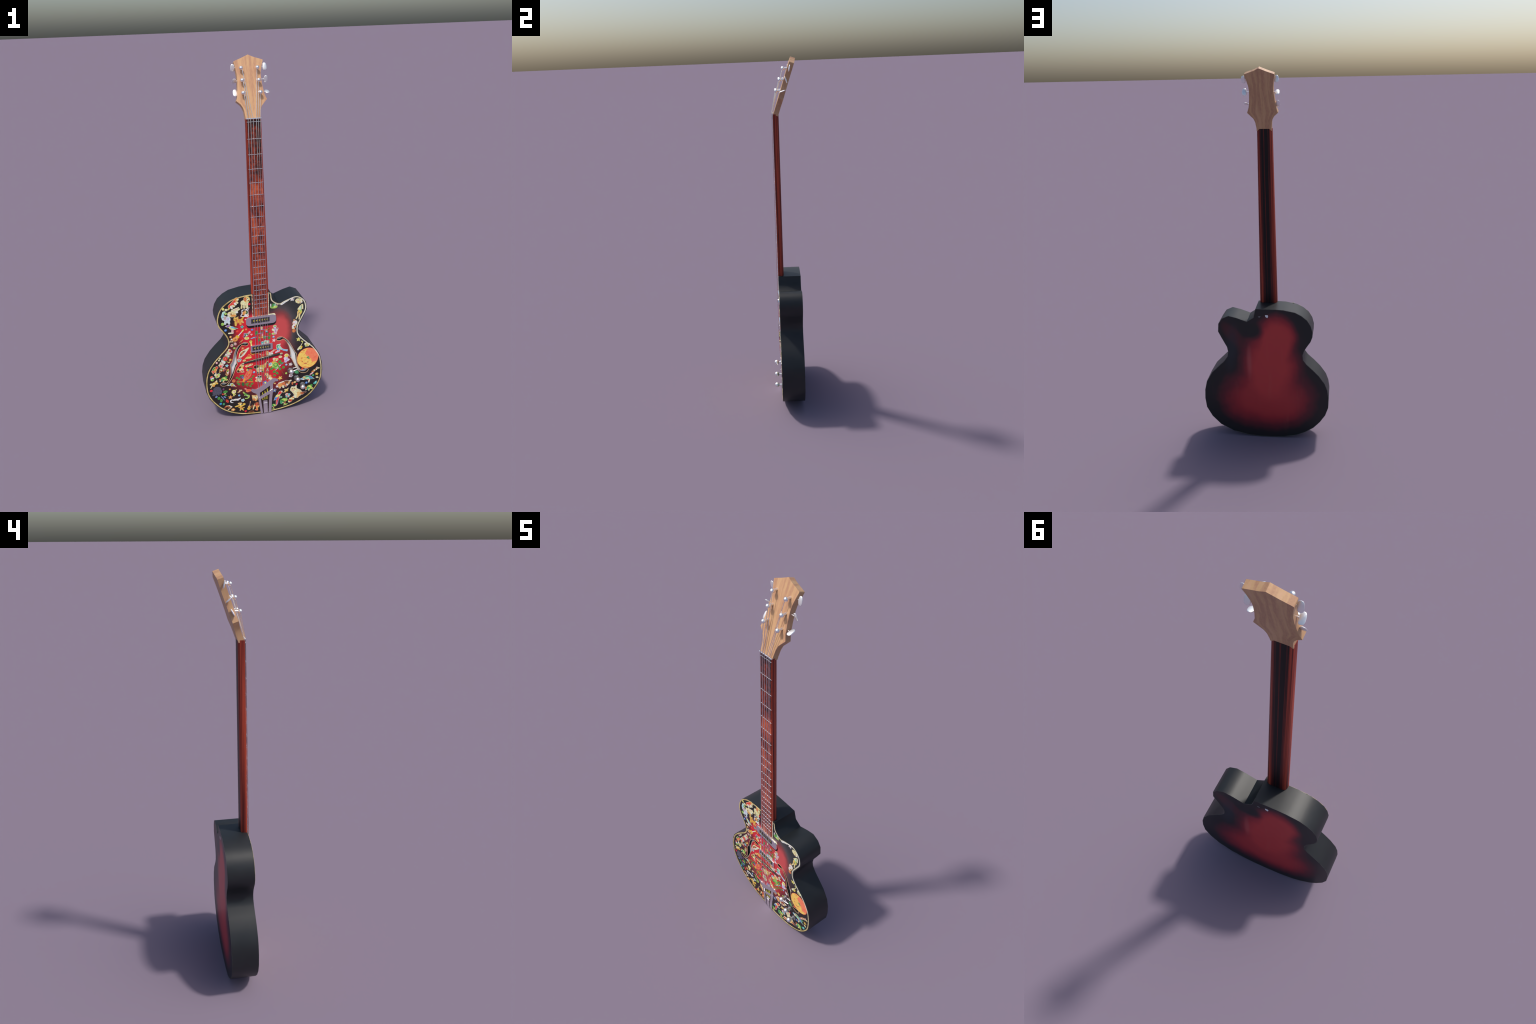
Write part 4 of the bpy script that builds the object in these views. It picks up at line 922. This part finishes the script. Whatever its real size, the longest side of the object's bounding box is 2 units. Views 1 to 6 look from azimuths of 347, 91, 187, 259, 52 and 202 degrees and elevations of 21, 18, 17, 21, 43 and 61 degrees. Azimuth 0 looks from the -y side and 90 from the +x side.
def k_big_cat():
    return "white", [E(-0.62, 0.35, 0.36, 0.36, "sand"), P("cream", (-0.95, 0.5), (-0.85, 0.75), (-0.6, 0.6)), P("cream", (-0.6, 0.6), (-0.35, 0.95), (-0.25, 0.45)), P("sand", (-0.9, 0.2), (-0.2, 0.45), (0.25, 0.25), (0.6, -0.1), (0.4, -0.5), (-0.1, -0.9), (-0.3, -0.7), (-0.45, -0.35)), B(0.45, -0.2, 0.9, -0.02, 0.18, "brown", 0.10), E(0.55, -0.2, 0.2, 0.2, "copper"), E(-0.25, 0.0, 0.30, 0.30, "cream"), E(0.1, -0.3, 0.25, 0.32, "tan", 30), E(-0.75, 0.42, 0.07, 0.07, "brown"), E(-0.5, 0.48, 0.07, 0.07, "brown"), E(-0.62, 0.22, 0.12, 0.08, "pink"), B(-0.15, -0.3, -0.2, -0.8, 0.10, "cream"), B(0.2, -0.45, 0.05, -0.8, 0.08, "tan")]
def k_green_parakeet():
    return "white", [P("emerald", (-0.8, 0.2), (-0.6, 0.65), (-0.2, 0.85), (0.35, 0.75), (0.9, 0.1), (0.2, 0.0), (-0.3, -0.05)), P("mint", (-0.4, 0.1), (-0.2, 0.5), (0.15, 0.45), (0.3, 0.1), (-0.1, 0.0)), P("blue", (0.0, 0.72), (0.35, 0.72), (0.75, 0.25), (0.5, 0.15)), E(-0.85, 0.05, 0.13, 0.16, "skyblue"), P("red", (-0.2, 0.02), (0.3, -0.02), (0.2, -0.5), (0.1, -0.2)), B(0.25, -0.1, 0.22, -0.75, 0.06, "cream"), E(-0.5, 0.35, 0.2, 0.2, "tan"), E(-0.6, -0.05, 0.14, 0.1, "white")]
def k_sweets():
    return None, [E(-0.45, -0.45, 0.55, 0.30, "pink", 12), E(0.15, 0.15, 0.50, 0.40, "orange", 20), E(0.55, 0.4, 0.34, 0.36, "cream"), P("copper", (0.5, 0.6), (1.0, 1.0), (0.95, 0.2)), E(0.0, 0.1, 0.22, 0.25, "copper"), E(-0.2, -0.25, 0.4, 0.12, "white", 12), E(0.3, 0.3, 0.12, 0.14, "brown")]
def k_saxophone():
    return None, arc(0.1, -0.45, 0.42, 0.25, 0, -140, 0.22, "yellow", 0.18) + [B(0.0, -0.35, 0.6, 0.55, 0.12, "cream", 0.08), B(0.6, 0.55, 0.7, 0.8, 0.08, "yellow"), B(0.7, 0.8, 0.05, 0.9, 0.09, "yellow"), B(-0.55, -0.85, -0.1, -0.35, 0.26, "cream", 0.18), E(0.5, -0.32, 0.3, 0.2, "amber"), E(-0.6, -0.9, 0.28, 0.10, "white")]
def k_disc():
    return None, [E(0, 0, 1, 1, "crimson", 0, 48), E(0, 0, 0.975, 0.975, "DISC_YELLOW", 0, 48),
                  P("DISC_CORAL", *([(0.96 * math.cos(math.radians(a)), 0.96 * math.sin(math.radians(a))) for a in range(-16, 100, 6)] + [(-0.28, 0.62), (-0.33, 0.42), (-0.1, 0.2), (0.15, 0.05), (0.36, -0.05), (0.42, -0.28), (0.5, -0.38), (0.72, -0.33)])),
                  E(-0.5, 0.70, 0.14, 0.07, "orange", 10), E(0.0, 0.08, 0.13, 0.06, "emerald", 35), E(0.12, -0.03, 0.10, 0.06, "emerald"), E(0.02, 0.02, 0.08, 0.05, "green", -40), E(-0.55, -0.02, 0.10, 0.08, "orange", 20), E(-0.1, -0.55, 0.14, 0.06, "copper", 10), E(-0.45, -0.35, 0.08, 0.05, "copper"), E(0.08, -0.4, 0.08, 0.05, "copper")] \
        + [B(0.5 + 0.08 * i, 0.05 + 0.05 * i, 0.7 + 0.06 * i, 0.0 + 0.12 * i, 0.014, "coral") for i in range(4)]
def k_lotus():
    s = [E(0.0, -0.45, 0.92, 0.52, "lime", 10)]
    s += [B(x, -0.2, x * 1.05, 0.55 + 0.1 * i % 0.2, 0.13, c) for i, (x, c) in enumerate(((-0.8, "white"), (-0.3, "green"), (-0.05, "emerald"), (0.25, "mint"), (0.7, "mauve")))]
    s += [E(-0.45, -0.4, 0.3, 0.25, "green"), E(0.2, -0.35, 0.3, 0.2, "yellow"), E(0.6, -0.2, 0.25, 0.25, "lime")]
    return None, s
def k_feather():
    return None, [B(-0.7, -0.2, 0.0, 0.0, 0.38, "white", 0.30), B(0.0, 0.05, 0.8, 0.1, 0.30, "white", 0.22), E(-0.2, -0.05, 0.5, 0.08, "ice", 8)]
def k_seashell():
    s = [E(0.7 * math.cos(a) * 0.8, 0.7 * math.sin(a) * 0.8, 0.36, 0.38, "cream" if i % 2 else "sand") for i, a in enumerate(x * 0.785 for x in range(8))]
    s += [E(0, 0, 0.6, 0.55, "cream"), E(-0.25, 0.15, 0.2, 0.18, "pink"), E(0.25, 0.05, 0.18, 0.16, "mauve"), E(-0.1, -0.3, 0.2, 0.15, "gold"), E(0.4, -0.4, 0.18, 0.15, "copper"), E(0.75, -0.2, 0.22, 0.2, "white"), E(0.0, 0.45, 0.2, 0.12, "lime")]
    return None, s
def k_frog_man():
    return "sand", [P("cream", (-0.75, 0.3), (-0.1, 0.75), (0.5, 0.98), (0.75, 0.9), (0.95, 0.35), (0.5, 0.35), (0.2, 0.1), (-0.2, 0.2)), B(0.3, 0.7, 0.0, 0.3, 0.16, "mint"), B(0.35, 0.8, 0.5, 0.4, 0.06, "brown"), B(-0.15, 0.1, -0.5, -0.1, 0.17, "gold"), B(-0.5, -0.1, -0.4, -0.55, 0.15, "tan"), B(-0.4, -0.55, -0.8, -0.92, 0.10, "sand"), B(0.15, 0.1, 0.5, -0.05, 0.20, "lime"), B(0.5, -0.05, 0.1, -0.4, 0.14, "gold"), B(0.1, -0.4, 0.15, -0.92, 0.13, "sand")]
def k_vase():
    return "tan", [E(0.15, 0.35, 0.72, 0.48, "white"), E(-0.05, -0.45, 0.55, 0.42, "white"), B(-0.3, 0.9, -0.1, 0.85, 0.12, "copper"), E(0.45, 0.0, 0.3, 0.2, "cream"), E(0.3, -0.5, 0.3, 0.22, "orange"), E(0.15, -0.5, 0.25, 0.12, "brown"), E(-0.1, -0.85, 0.4, 0.1, "cream"), E(-0.2, 0.2, 0.25, 0.2, "pink")]

def disc_yellow():
    m = Nodes("print_disc_yellow", rough=0.5, spec=0.3)
    f = m.noise(m.mapping(rot=(0, -0.55, 0), scale=(0.35, 1, 1.6)), 130.0, 3.0, 0.6, 0.6)
    return m.out(m.ramp(f, [(0.36, base_of((0.90, 0.52, 0.26))), (0.50, base_of((0.92, 0.72, 0.36))), (0.70, base_of((0.95, 0.78, 0.40)))]))
def disc_coral():
    m = Nodes("print_disc_coral", rough=0.5, spec=0.3)
    f = m.noise(m.mapping(), 45.0, 3.0, 0.6, 0.5)
    return m.out(m.ramp(f, [(0.35, base_of((0.90, 0.42, 0.31))), (0.60, base_of((0.93, 0.49, 0.35))), (0.72, base_of((0.93, 0.57, 0.36)))]))
STICKER_MATS["DISC_YELLOW"] = disc_yellow()
STICKER_MATS["DISC_CORAL"] = disc_coral()

PART_NAME = {"dot": "dot_sticker", "fruit": "fruit_sticker", "star": "star_sticker", "leaf": "leaf_sticker", "twig": "twig_sticker", "disc": "round_sticker"}
LAYER = [0]
GROW = 1.05
def put(kind, x, z, w, h, rot, *args):
    border, shapes = globals()["k_" + kind](*args)
    c, s = math.cos(math.radians(rot)), math.sin(math.radians(rot))
    if kind != "disc":
        w, h = w * GROW, h * GROW
    cut = []
    for pts, col in shapes:
        q = []
        for a, b in pts:
            a, b = a * w / 2, b * h / 2
            q.append((x + a * c - b * s, z + a * s + b * c))
        cut.append((ccw(q), col))
    LAYER[0] += 1
    base = 0.00030 + 0.00003 * (LAYER[0] % 11)
    layers = []
    if border:
        layers += [(offset(q, 0.0013), border) for q, _ in cut]
    else:
        layers += []
    layers += cut
    names = sorted({cname for _, cname in layers})
    verts, faces, fm = [], [], []
    lift = base
    for q, cname in layers:
        i0, n_ = len(verts), len(q)
        verts += [(px, FACE_Y - lift, pz) for px, pz in q] + [(px, FACE_Y + 0.0002, pz) for px, pz in q]
        faces.append(tuple(range(i0, i0 + n_)))
        fm.append(names.index(cname))
        for i in range(n_):
            j = (i + 1) % n_
            faces.append((i0 + i, i0 + n_ + i, i0 + n_ + j, i0 + j))
            fm.append(names.index(cname))
        lift += 0.000025
    add_object(PART_NAME.get(kind, kind.replace("_sticker", "") + "_sticker"), verts, faces, [STICKER_MATS[k_] for k_ in names], fm, parent=top_plate)

def stick_all():

    # upper left bout
    put("tiger", -0.1649, 0.7301, 0.0740, 0.0483, 23)
    put("lion", -0.0961, 0.7278, 0.0562, 0.0653, 3)
    put("dot", -0.0735, 0.7140, 0.0122, 0.0121, -8, "crimson")
    put("dot", -0.2199, 0.7038, 0.0131, 0.0139, 25, "yellow")
    put("dot", -0.2039, 0.6973, 0.0148, 0.0132, -8, "cream")
    put("dot", -0.2074, 0.6751, 0.0131, 0.0121, 25, "lime")
    put("rabbit_head", -0.1640, 0.6783, 0.0640, 0.0590, -8)
    put("cat_card", -0.1004, 0.6689, 0.0467, 0.0593, -8)
    put("elephant", -0.2080, 0.6492, 0.0567, 0.0745, -9)
    put("fruit", -0.2275, 0.6153, 0.0178, 0.0184, -9, "lime")
    put("kitten", -0.1393, 0.6203, 0.0587, 0.0525, -3)
    put("songbird", -0.1799, 0.5757, 0.0736, 0.0544, -9)
    put("dot", -0.2129, 0.5750, 0.0157, 0.0131, 13, "blue")
    put("star", -0.1198, 0.5830, 0.0213, 0.0218, -9, "teal")
    put("dot", -0.1476, 0.5588, 0.0148, 0.0132, 13, "red")
    put("dot", -0.0987, 0.5635, 0.0113, 0.0105, -9, "orange")
    put("dot", -0.0645, 0.5562, 0.0154, 0.0110, -9, "blue")
    put("guitar_sticker", -0.1452, 0.5326, 0.0598, 0.0726, -9)
    put("flower_pot", -0.0976, 0.5250, 0.0420, 0.0532, -9)
    put("heart", -0.0694, 0.5261, 0.0128, 0.0118, -9, "pink")
    put("heart", -0.0961, 0.6235, 0.0144, 0.0100, -9, "pink")
    put("flower", -0.1876, 0.5305, 0.0133, 0.0137, -9, "orange")

    # left waist
    put("cake", -0.1841, 0.5068, 0.0217, 0.0236, -9)
    put("horn_small", -0.1277, 0.4946, 0.0248, 0.0194, 25)
    put("shell_pair", -0.1734, 0.4800, 0.0355, 0.0254, 7)
    put("fruit", -0.1703, 0.4574, 0.0149, 0.0122, 7, "lime")
    put("garland", -0.2241, 0.3995, 0.1158, 0.0323, 56)
    put("dot", -0.2546, 0.4047, 0.0111, 0.0093, 36, "cream")
    put("dot", -0.2606, 0.3936, 0.0100, 0.0093, 36, "cream")
    put("dot", -0.2740, 0.3806, 0.0120, 0.0125, -10, "pink")
    put("fruit", -0.1966, 0.3877, 0.0144, 0.0144, 1, "gold")
    put("banana", -0.2064, 0.3740, 0.0154, 0.0113, -10)
    put("star", -0.2175, 0.3533, 0.0202, 0.0211, -10, "sky")
    put("carrot", -0.2881, 0.3369, 0.0336, 0.0474, -21)
    put("basket", -0.2535, 0.3298, 0.0340, 0.0228, 31)
    put("bouquet", -0.2361, 0.3308, 0.0291, 0.0385, -31)
    put("basket", -0.2176, 0.3089, 0.0235, 0.0459, 1)
    put("butterfly", -0.2753, 0.2985, 0.0323, 0.0312, 1, "yellow")
    put("pot_face", -0.3053, 0.2847, 0.0269, 0.0333, 1)
    put("frog", -0.2417, 0.2705, 0.0488, 0.0378, 1)
    put("angel", -0.2990, 0.2476, 0.0500, 0.0403, 13)
    put("star", -0.1225, 0.4484, 0.0184, 0.0184, -9, "orange")
    put("cowrie", -0.1174, 0.4191, 0.0535, 0.0643, -10)
    put("pizza", -0.0921, 0.3907, 0.0372, 0.0303, -10)
    put("butterfly", -0.1451, 0.3757, 0.0235, 0.0227, 1, "pink")
    put("leaf", -0.1169, 0.3695, 0.0202, 0.0159, 7, "tan")
    put("cat_yellow", -0.1411, 0.3224, 0.0547, 0.0459, 39)
    put("cake", -0.1290, 0.3046, 0.0205, 0.0246, -10)
    put("dot", -0.1832, 0.2474, 0.0194, 0.0199, -10, "copper")
    put("fish", -0.1946, 0.2231, 0.0535, 0.0244, -19, "green")

    # scarlet parrot on a branch
    put("scarlet_parrot", -0.1025, 0.2751, 0.0508, 0.0889, -10)
    put("twig", -0.1189, 0.2303, 0.0754, 0.0083, -10, "orange")
    put("twig", -0.1342, 0.2638, 0.0205, 0.0323, -41, "slate")
    put("leaf", -0.1307, 0.2166, 0.0182, 0.0303, 13, "forest")
    put("leaf", -0.1638, 0.2649, 0.0162, 0.0137, 13, "green")
    put("leaf", -0.1504, 0.2541, 0.0192, 0.0135, -59, "green")
    put("leaf", -0.1402, 0.2743, 0.0150, 0.0111, -10, "green")
    put("leaf", -0.1281, 0.2749, 0.0151, 0.0097, -31, "green")
    put("leaf", -0.1604, 0.2400, 0.0146, 0.0120, 31, "green")
    put("leaf", -0.1592, 0.2261, 0.0174, 0.0101, -21, "green")
    put("leaf", -0.1530, 0.2186, 0.0145, 0.0108, 13, "green")
    put("leaf", -0.0923, 0.2393, 0.0154, 0.0107, 7, "green")
    put("leaf", -0.0808, 0.2457, 0.0147, 0.0107, 36, "green")
    put("leaf", -0.0795, 0.2323, 0.0155, 0.0097, -36, "green")
    put("leaf", -0.0696, 0.2589, 0.0154, 0.0107, 36, "green")
    put("leaf", -0.1121, 0.2132, 0.0146, 0.0109, 19, "green")
    put("leaf", -0.1027, 0.2157, 0.0164, 0.0089, -21, "green")
    put("leaf", -0.1060, 0.2031, 0.0129, 0.0108, 36, "green")
    put("leaf", -0.0884, 0.1966, 0.0169, 0.0114, -45, "green")
    put("leaf", -0.0804, 0.2084, 0.0146, 0.0122, 25, "green")
    put("leaf", -0.0737, 0.2121, 0.0110, 0.0087, 7, "green")

    # lower left bout
    put("plum_bunch", -0.2799, 0.1998, 0.0574, 0.0562, -11)
    put("leaf", -0.3006, 0.1782, 0.0271, 0.0150, 25, "slate")
    put("leaf", -0.2356, 0.1851, 0.0274, 0.0192, 1, "green")
    put("leaf", -0.2341, 0.1613, 0.0131, 0.0101, -11, "green")
    put("leaf", -0.2391, 0.1719, 0.0134, 0.0082, 13, "tan")
    put("leaf", -0.2750, 0.1488, 0.0168, 0.0210, -11, "green")
    put("leaf", -0.2617, 0.1322, 0.0165, 0.0237, 1, "green")
    put("leaf", -0.2279, 0.1214, 0.0262, 0.0165, -64, "red")
    put("dot", -0.2511, 0.1714, 0.0101, 0.0092, -11, "red")
    put("dot", -0.2887, 0.1606, 0.0144, 0.0108, 19, "slateblue")
    put("twig", -0.2517, 0.1454, 0.0280, 0.0091, -61, "slateblue")
    put("dot", -0.2403, 0.1503, 0.0167, 0.0083, -46, "slateblue")
    put("dot", -0.3154, 0.2054, 0.0154, 0.0136, 7, "crimson")
    put("dot", -0.2456, 0.2039, 0.0100, 0.0125, -11, "plum")
    put("dot", -0.2090, 0.1971, 0.0105, 0.0092, -11, "orange")
    put("french_horn", -0.1871, 0.1695, 0.0301, 0.0421, -11)
    put("seahorse", -0.1514, 0.1735, 0.0221, 0.0257, -32, "tan")
    put("crown_red", -0.1064, 0.1719, 0.0483, 0.0270, -16)
    put("crocodile", -0.1163, 0.1389, 0.0458, 0.0467, -11)
    put("star", -0.2080, 0.1439, 0.0264, 0.0253, -11, "orange")
    put("white_lizard", -0.1794, 0.1175, 0.0588, 0.0361, -11)
    put("flower", -0.1364, 0.1096, 0.0206, 0.0192, -11, "ice")
    put("dot", -0.1568, 0.1462, 0.0125, 0.0114, -11, "skyblue")
    put("dot", -0.2667, 0.1101, 0.0138, 0.0136, 13, "azure")
    put("dot", -0.2493, 0.1050, 0.0117, 0.0140, -11, "emerald")
    put("horse_arch", -0.2262, 0.0755, 0.0511, 0.0321, -11)
    put("flower", -0.1965, 0.0566, 0.0229, 0.0172, -11, "orange")
    put("dragon", -0.1552, 0.0703, 0.0574, 0.0558, -11)
    put("violin", -0.0998, 0.0650, 0.0231, 0.0581, -11)
    put("twig", -0.0831, 0.0573, 0.0116, 0.0367, -11, "brown")
    put("heart", -0.1232, 0.0310, 0.0150, 0.0143, -11, "crimson")
    put("mound", -0.0896, 0.0233, 0.0407, 0.0152, -11)
    put("dog_face", -0.0668, 0.1125, 0.0385, 0.0427, -11)
    put("brown_dog", -0.0579, 0.0549, 0.0388, 0.0534, -27)

    # middle
    put("key_sticker", -0.0741, 0.4732, 0.0199, 0.0335, 2)
    put("leaf", -0.0407, 0.5331, 0.0147, 0.0296, -9, "green")
    put("twig", -0.0573, 0.5047, 0.0269, 0.0102, 8, "skyblue")
    put("leaf", -0.0257, 0.5167, 0.0129, 0.0237, -9, "red")
    put("twig", -0.0263, 0.5007, 0.0104, 0.0198, -9, "orange")
    put("leaf", -0.0274, 0.4848, 0.0111, 0.0179, -9, "green")
    put("twig", -0.0162, 0.5272, 0.0219, 0.0072, -4, "skyblue")
    put("leaf", -0.0065, 0.5136, 0.0109, 0.0182, 2, "pink")
    put("leaf", -0.0088, 0.5009, 0.0111, 0.0159, -9, "gold")
    put("leaf", 0.0068, 0.4984, 0.0197, 0.0227, 13, "green")
    put("twig", 0.0087, 0.5001, 0.0237, 0.0069, 2, "lilac")
    put("leaf", 0.0358, 0.5129, 0.0144, 0.0165, 13, "green")
    put("leaf", 0.0306, 0.4916, 0.0180, 0.0227, 36, "green")
    put("dot", 0.0161, 0.5331, 0.0119, 0.0099, -9, "skyblue")
    put("leaf", -0.0086, 0.5340, 0.0166, 0.0118, -9, "brown")
    put("leaf", 0.0224, 0.5261, 0.0161, 0.0090, 13, "forest")
    put("leaf", 0.0308, 0.5490, 0.0231, 0.0164, 25, "brown")
    put("leaf", 0.0150, 0.5425, 0.0179, 0.0123, 13, "orange")
    put("leaf", -0.0111, 0.5586, 0.0129, 0.0216, -9, "cream")
    put("twig", -0.0032, 0.5474, 0.0185, 0.0079, -9, "lilac")
    put("cactus", 0.0664, 0.5335, 0.0355, 0.0574, -9)
    put("fruit", 0.0569, 0.4928, 0.0133, 0.0128, 13, "skyblue")
    put("star", 0.0588, 0.4704, 0.0210, 0.0208, -9, "white")
    put("castle", 0.0077, 0.4680, 0.0475, 0.0245, 2)
    put("bluebird", 0.1051, 0.4121, 0.0742, 0.0569, -9)
    put("grapes", 0.1303, 0.3424, 0.0366, 0.0557, -10)
    put("rabbit", 0.0353, 0.3969, 0.0567, 0.0427, -10)
    put("leaf", 0.0936, 0.3577, 0.0229, 0.0185, -10, "cream")
    put("butterfly", 0.0643, 0.3443, 0.0324, 0.0226, -10, "cream")
    put("crown_red", -0.0145, 0.3868, 0.0334, 0.0226, -4)

    # green parrot
    put("green_parrot", 0.0592, 0.3075, 0.0725, 0.0485, -18)
    put("leaf", 0.0891, 0.3275, 0.0243, 0.0169, 48, "green")
    put("leaf", 0.1002, 0.3161, 0.0245, 0.0156, -30, "green")
    put("twig", 0.0884, 0.2982, 0.0520, 0.0086, 42, "lilac")
    put("leaf", 0.0398, 0.2888, 0.0184, 0.0173, 13, "green")
    put("leaf", 0.0553, 0.2670, 0.0203, 0.0174, 36, "green")
    put("leaf", 0.0889, 0.2780, 0.0184, 0.0153, 25, "green")
    put("leaf", 0.1110, 0.2858, 0.0177, 0.0175, 31, "green")
    put("leaf", 0.0722, 0.2545, 0.0239, 0.0141, -53, "green")
    put("leaf", 0.0566, 0.2413, 0.0185, 0.0126, -10, "green")
    put("dot", 0.0603, 0.2767, 0.0135, 0.0125, -10, "red")
    put("twig", 0.1037, 0.2552, 0.0353, 0.0063, -65, "brown")
    put("dot", 0.1265, 0.2426, 0.0117, 0.0105, -10, "lime")
    put("fruit", 0.1280, 0.3008, 0.0137, 0.0135, 13, "skyblue")
    put("star", 0.1538, 0.2984, 0.0236, 0.0222, -20, "white")
    put("walking_dog", -0.0236, 0.3094, 0.0833, 0.0783, -10)
    put("fruit", -0.0638, 0.2846, 0.0138, 0.0133, 13, "skyblue")
    put("cake", 0.0160, 0.2846, 0.0183, 0.0174, -10)
    put("bear", 0.0104, 0.2549, 0.0287, 0.0229, -10)
    put("bear", 0.0240, 0.2344, 0.0384, 0.0293, -10)
    put("puppy", -0.0346, 0.2354, 0.0458, 0.0418, -10)
    put("leopard", -0.0898, 0.3335, 0.0381, 0.0232, 7)
    put("brass_arc", -0.0668, 0.4018, 0.0314, 0.0153, -30)
    put("star", 0.0889, 0.2185, 0.0277, 0.0288, 25, "gold")
    put("flower", -0.0009, 0.2038, 0.0231, 0.0232, -10, "blue")

    # lower right bout
    put("bull", 0.1091, 0.1750, 0.0890, 0.0527, 3)
    put("star", 0.0543, 0.1411, 0.0254, 0.0278, -11, "slateblue")
    put("dot", 0.0556, 0.1881, 0.0145, 0.0087, -31, "tan")
    put("angel", 0.1237, 0.1288, 0.0256, 0.0365, -11)
    put("macaw", 0.0742, 0.0822, 0.0492, 0.1016, -11)
    put("butterfly", 0.1328, 0.0920, 0.0297, 0.0303, -11, "pink")
    put("red_doll", 0.1548, 0.0623, 0.0351, 0.0462, -21)
    put("tree", 0.1096, 0.0533, 0.0472, 0.0503, 12)
    put("tree", 0.0457, 0.0335, 0.0256, 0.0327, -11)
    put("big_cat", 0.1962, 0.1053, 0.0978, 0.0887, -11)
    put("green_parakeet", 0.2567, 0.1805, 0.0858, 0.0513, -10)
    put("dot", 0.2487, 0.1574, 0.0141, 0.0140, -31, "blue")
    put("gem", 0.3020, 0.1505, 0.0221, 0.0237, -10, "teal")
    put("frog", 0.2643, 0.1234, 0.0487, 0.0446, 1)
    put("leaf", 0.3149, 0.1831, 0.0208, 0.0116, -21, "cream")
    put("star", 0.3129, 0.2067, 0.0220, 0.0213, -10, "amber")
    put("dot", 0.2902, 0.2010, 0.0132, 0.0132, -10, "emerald")
    put("sweets", 0.2883, 0.2236, 0.0451, 0.0293, 19)
    put("seahorse", 0.3129, 0.2407, 0.0285, 0.0309, -39, "tan")
    put("leaf", 0.1890, 0.1592, 0.0151, 0.0135, 12, "crimson")
    put("dot", 0.1628, 0.1684, 0.0107, 0.0185, 1, "copper")
    put("leaf", 0.1775, 0.1743, 0.0173, 0.0154, 1, "tan")
    put("leaf", 0.1890, 0.2411, 0.0326, 0.0228, -44, "emerald")
    put("dot", 0.1264, 0.2437, 0.0117, 0.0118, -10, "lime")
    put("flower", 0.1549, 0.2226, 0.0255, 0.0211, -10, "white")

    # right waist and horn
    put("star", 0.2031, 0.4536, 0.0253, 0.0255, -9, "yellow")
    put("saxophone", 0.2140, 0.4127, 0.0328, 0.0572, -9)
    put("butterfly", 0.2542, 0.4103, 0.0330, 0.0246, -9, "yellow")
    put("disc", 0.2571, 0.3229, 0.1295, 0.1332, -10)
    put("leaf", 0.2241, 0.2574, 0.0138, 0.0189, -10, "red")
    put("lotus", 0.0648, 0.6847, 0.0440, 0.0327, -8)
    put("feather", 0.1262, 0.6968, 0.0478, 0.0261, 19)
    put("star", 0.1700, 0.7084, 0.0260, 0.0211, -8, "white")
    put("seashell", 0.2081, 0.6933, 0.0459, 0.0320, -18)
    put("frog_man", 0.2121, 0.6278, 0.0358, 0.0881, -8)
    put("vase", 0.1794, 0.5520, 0.0359, 0.0575, -9)
    put("fruit", 0.1770, 0.5131, 0.0209, 0.0240, -9, "copper")

stick_all()
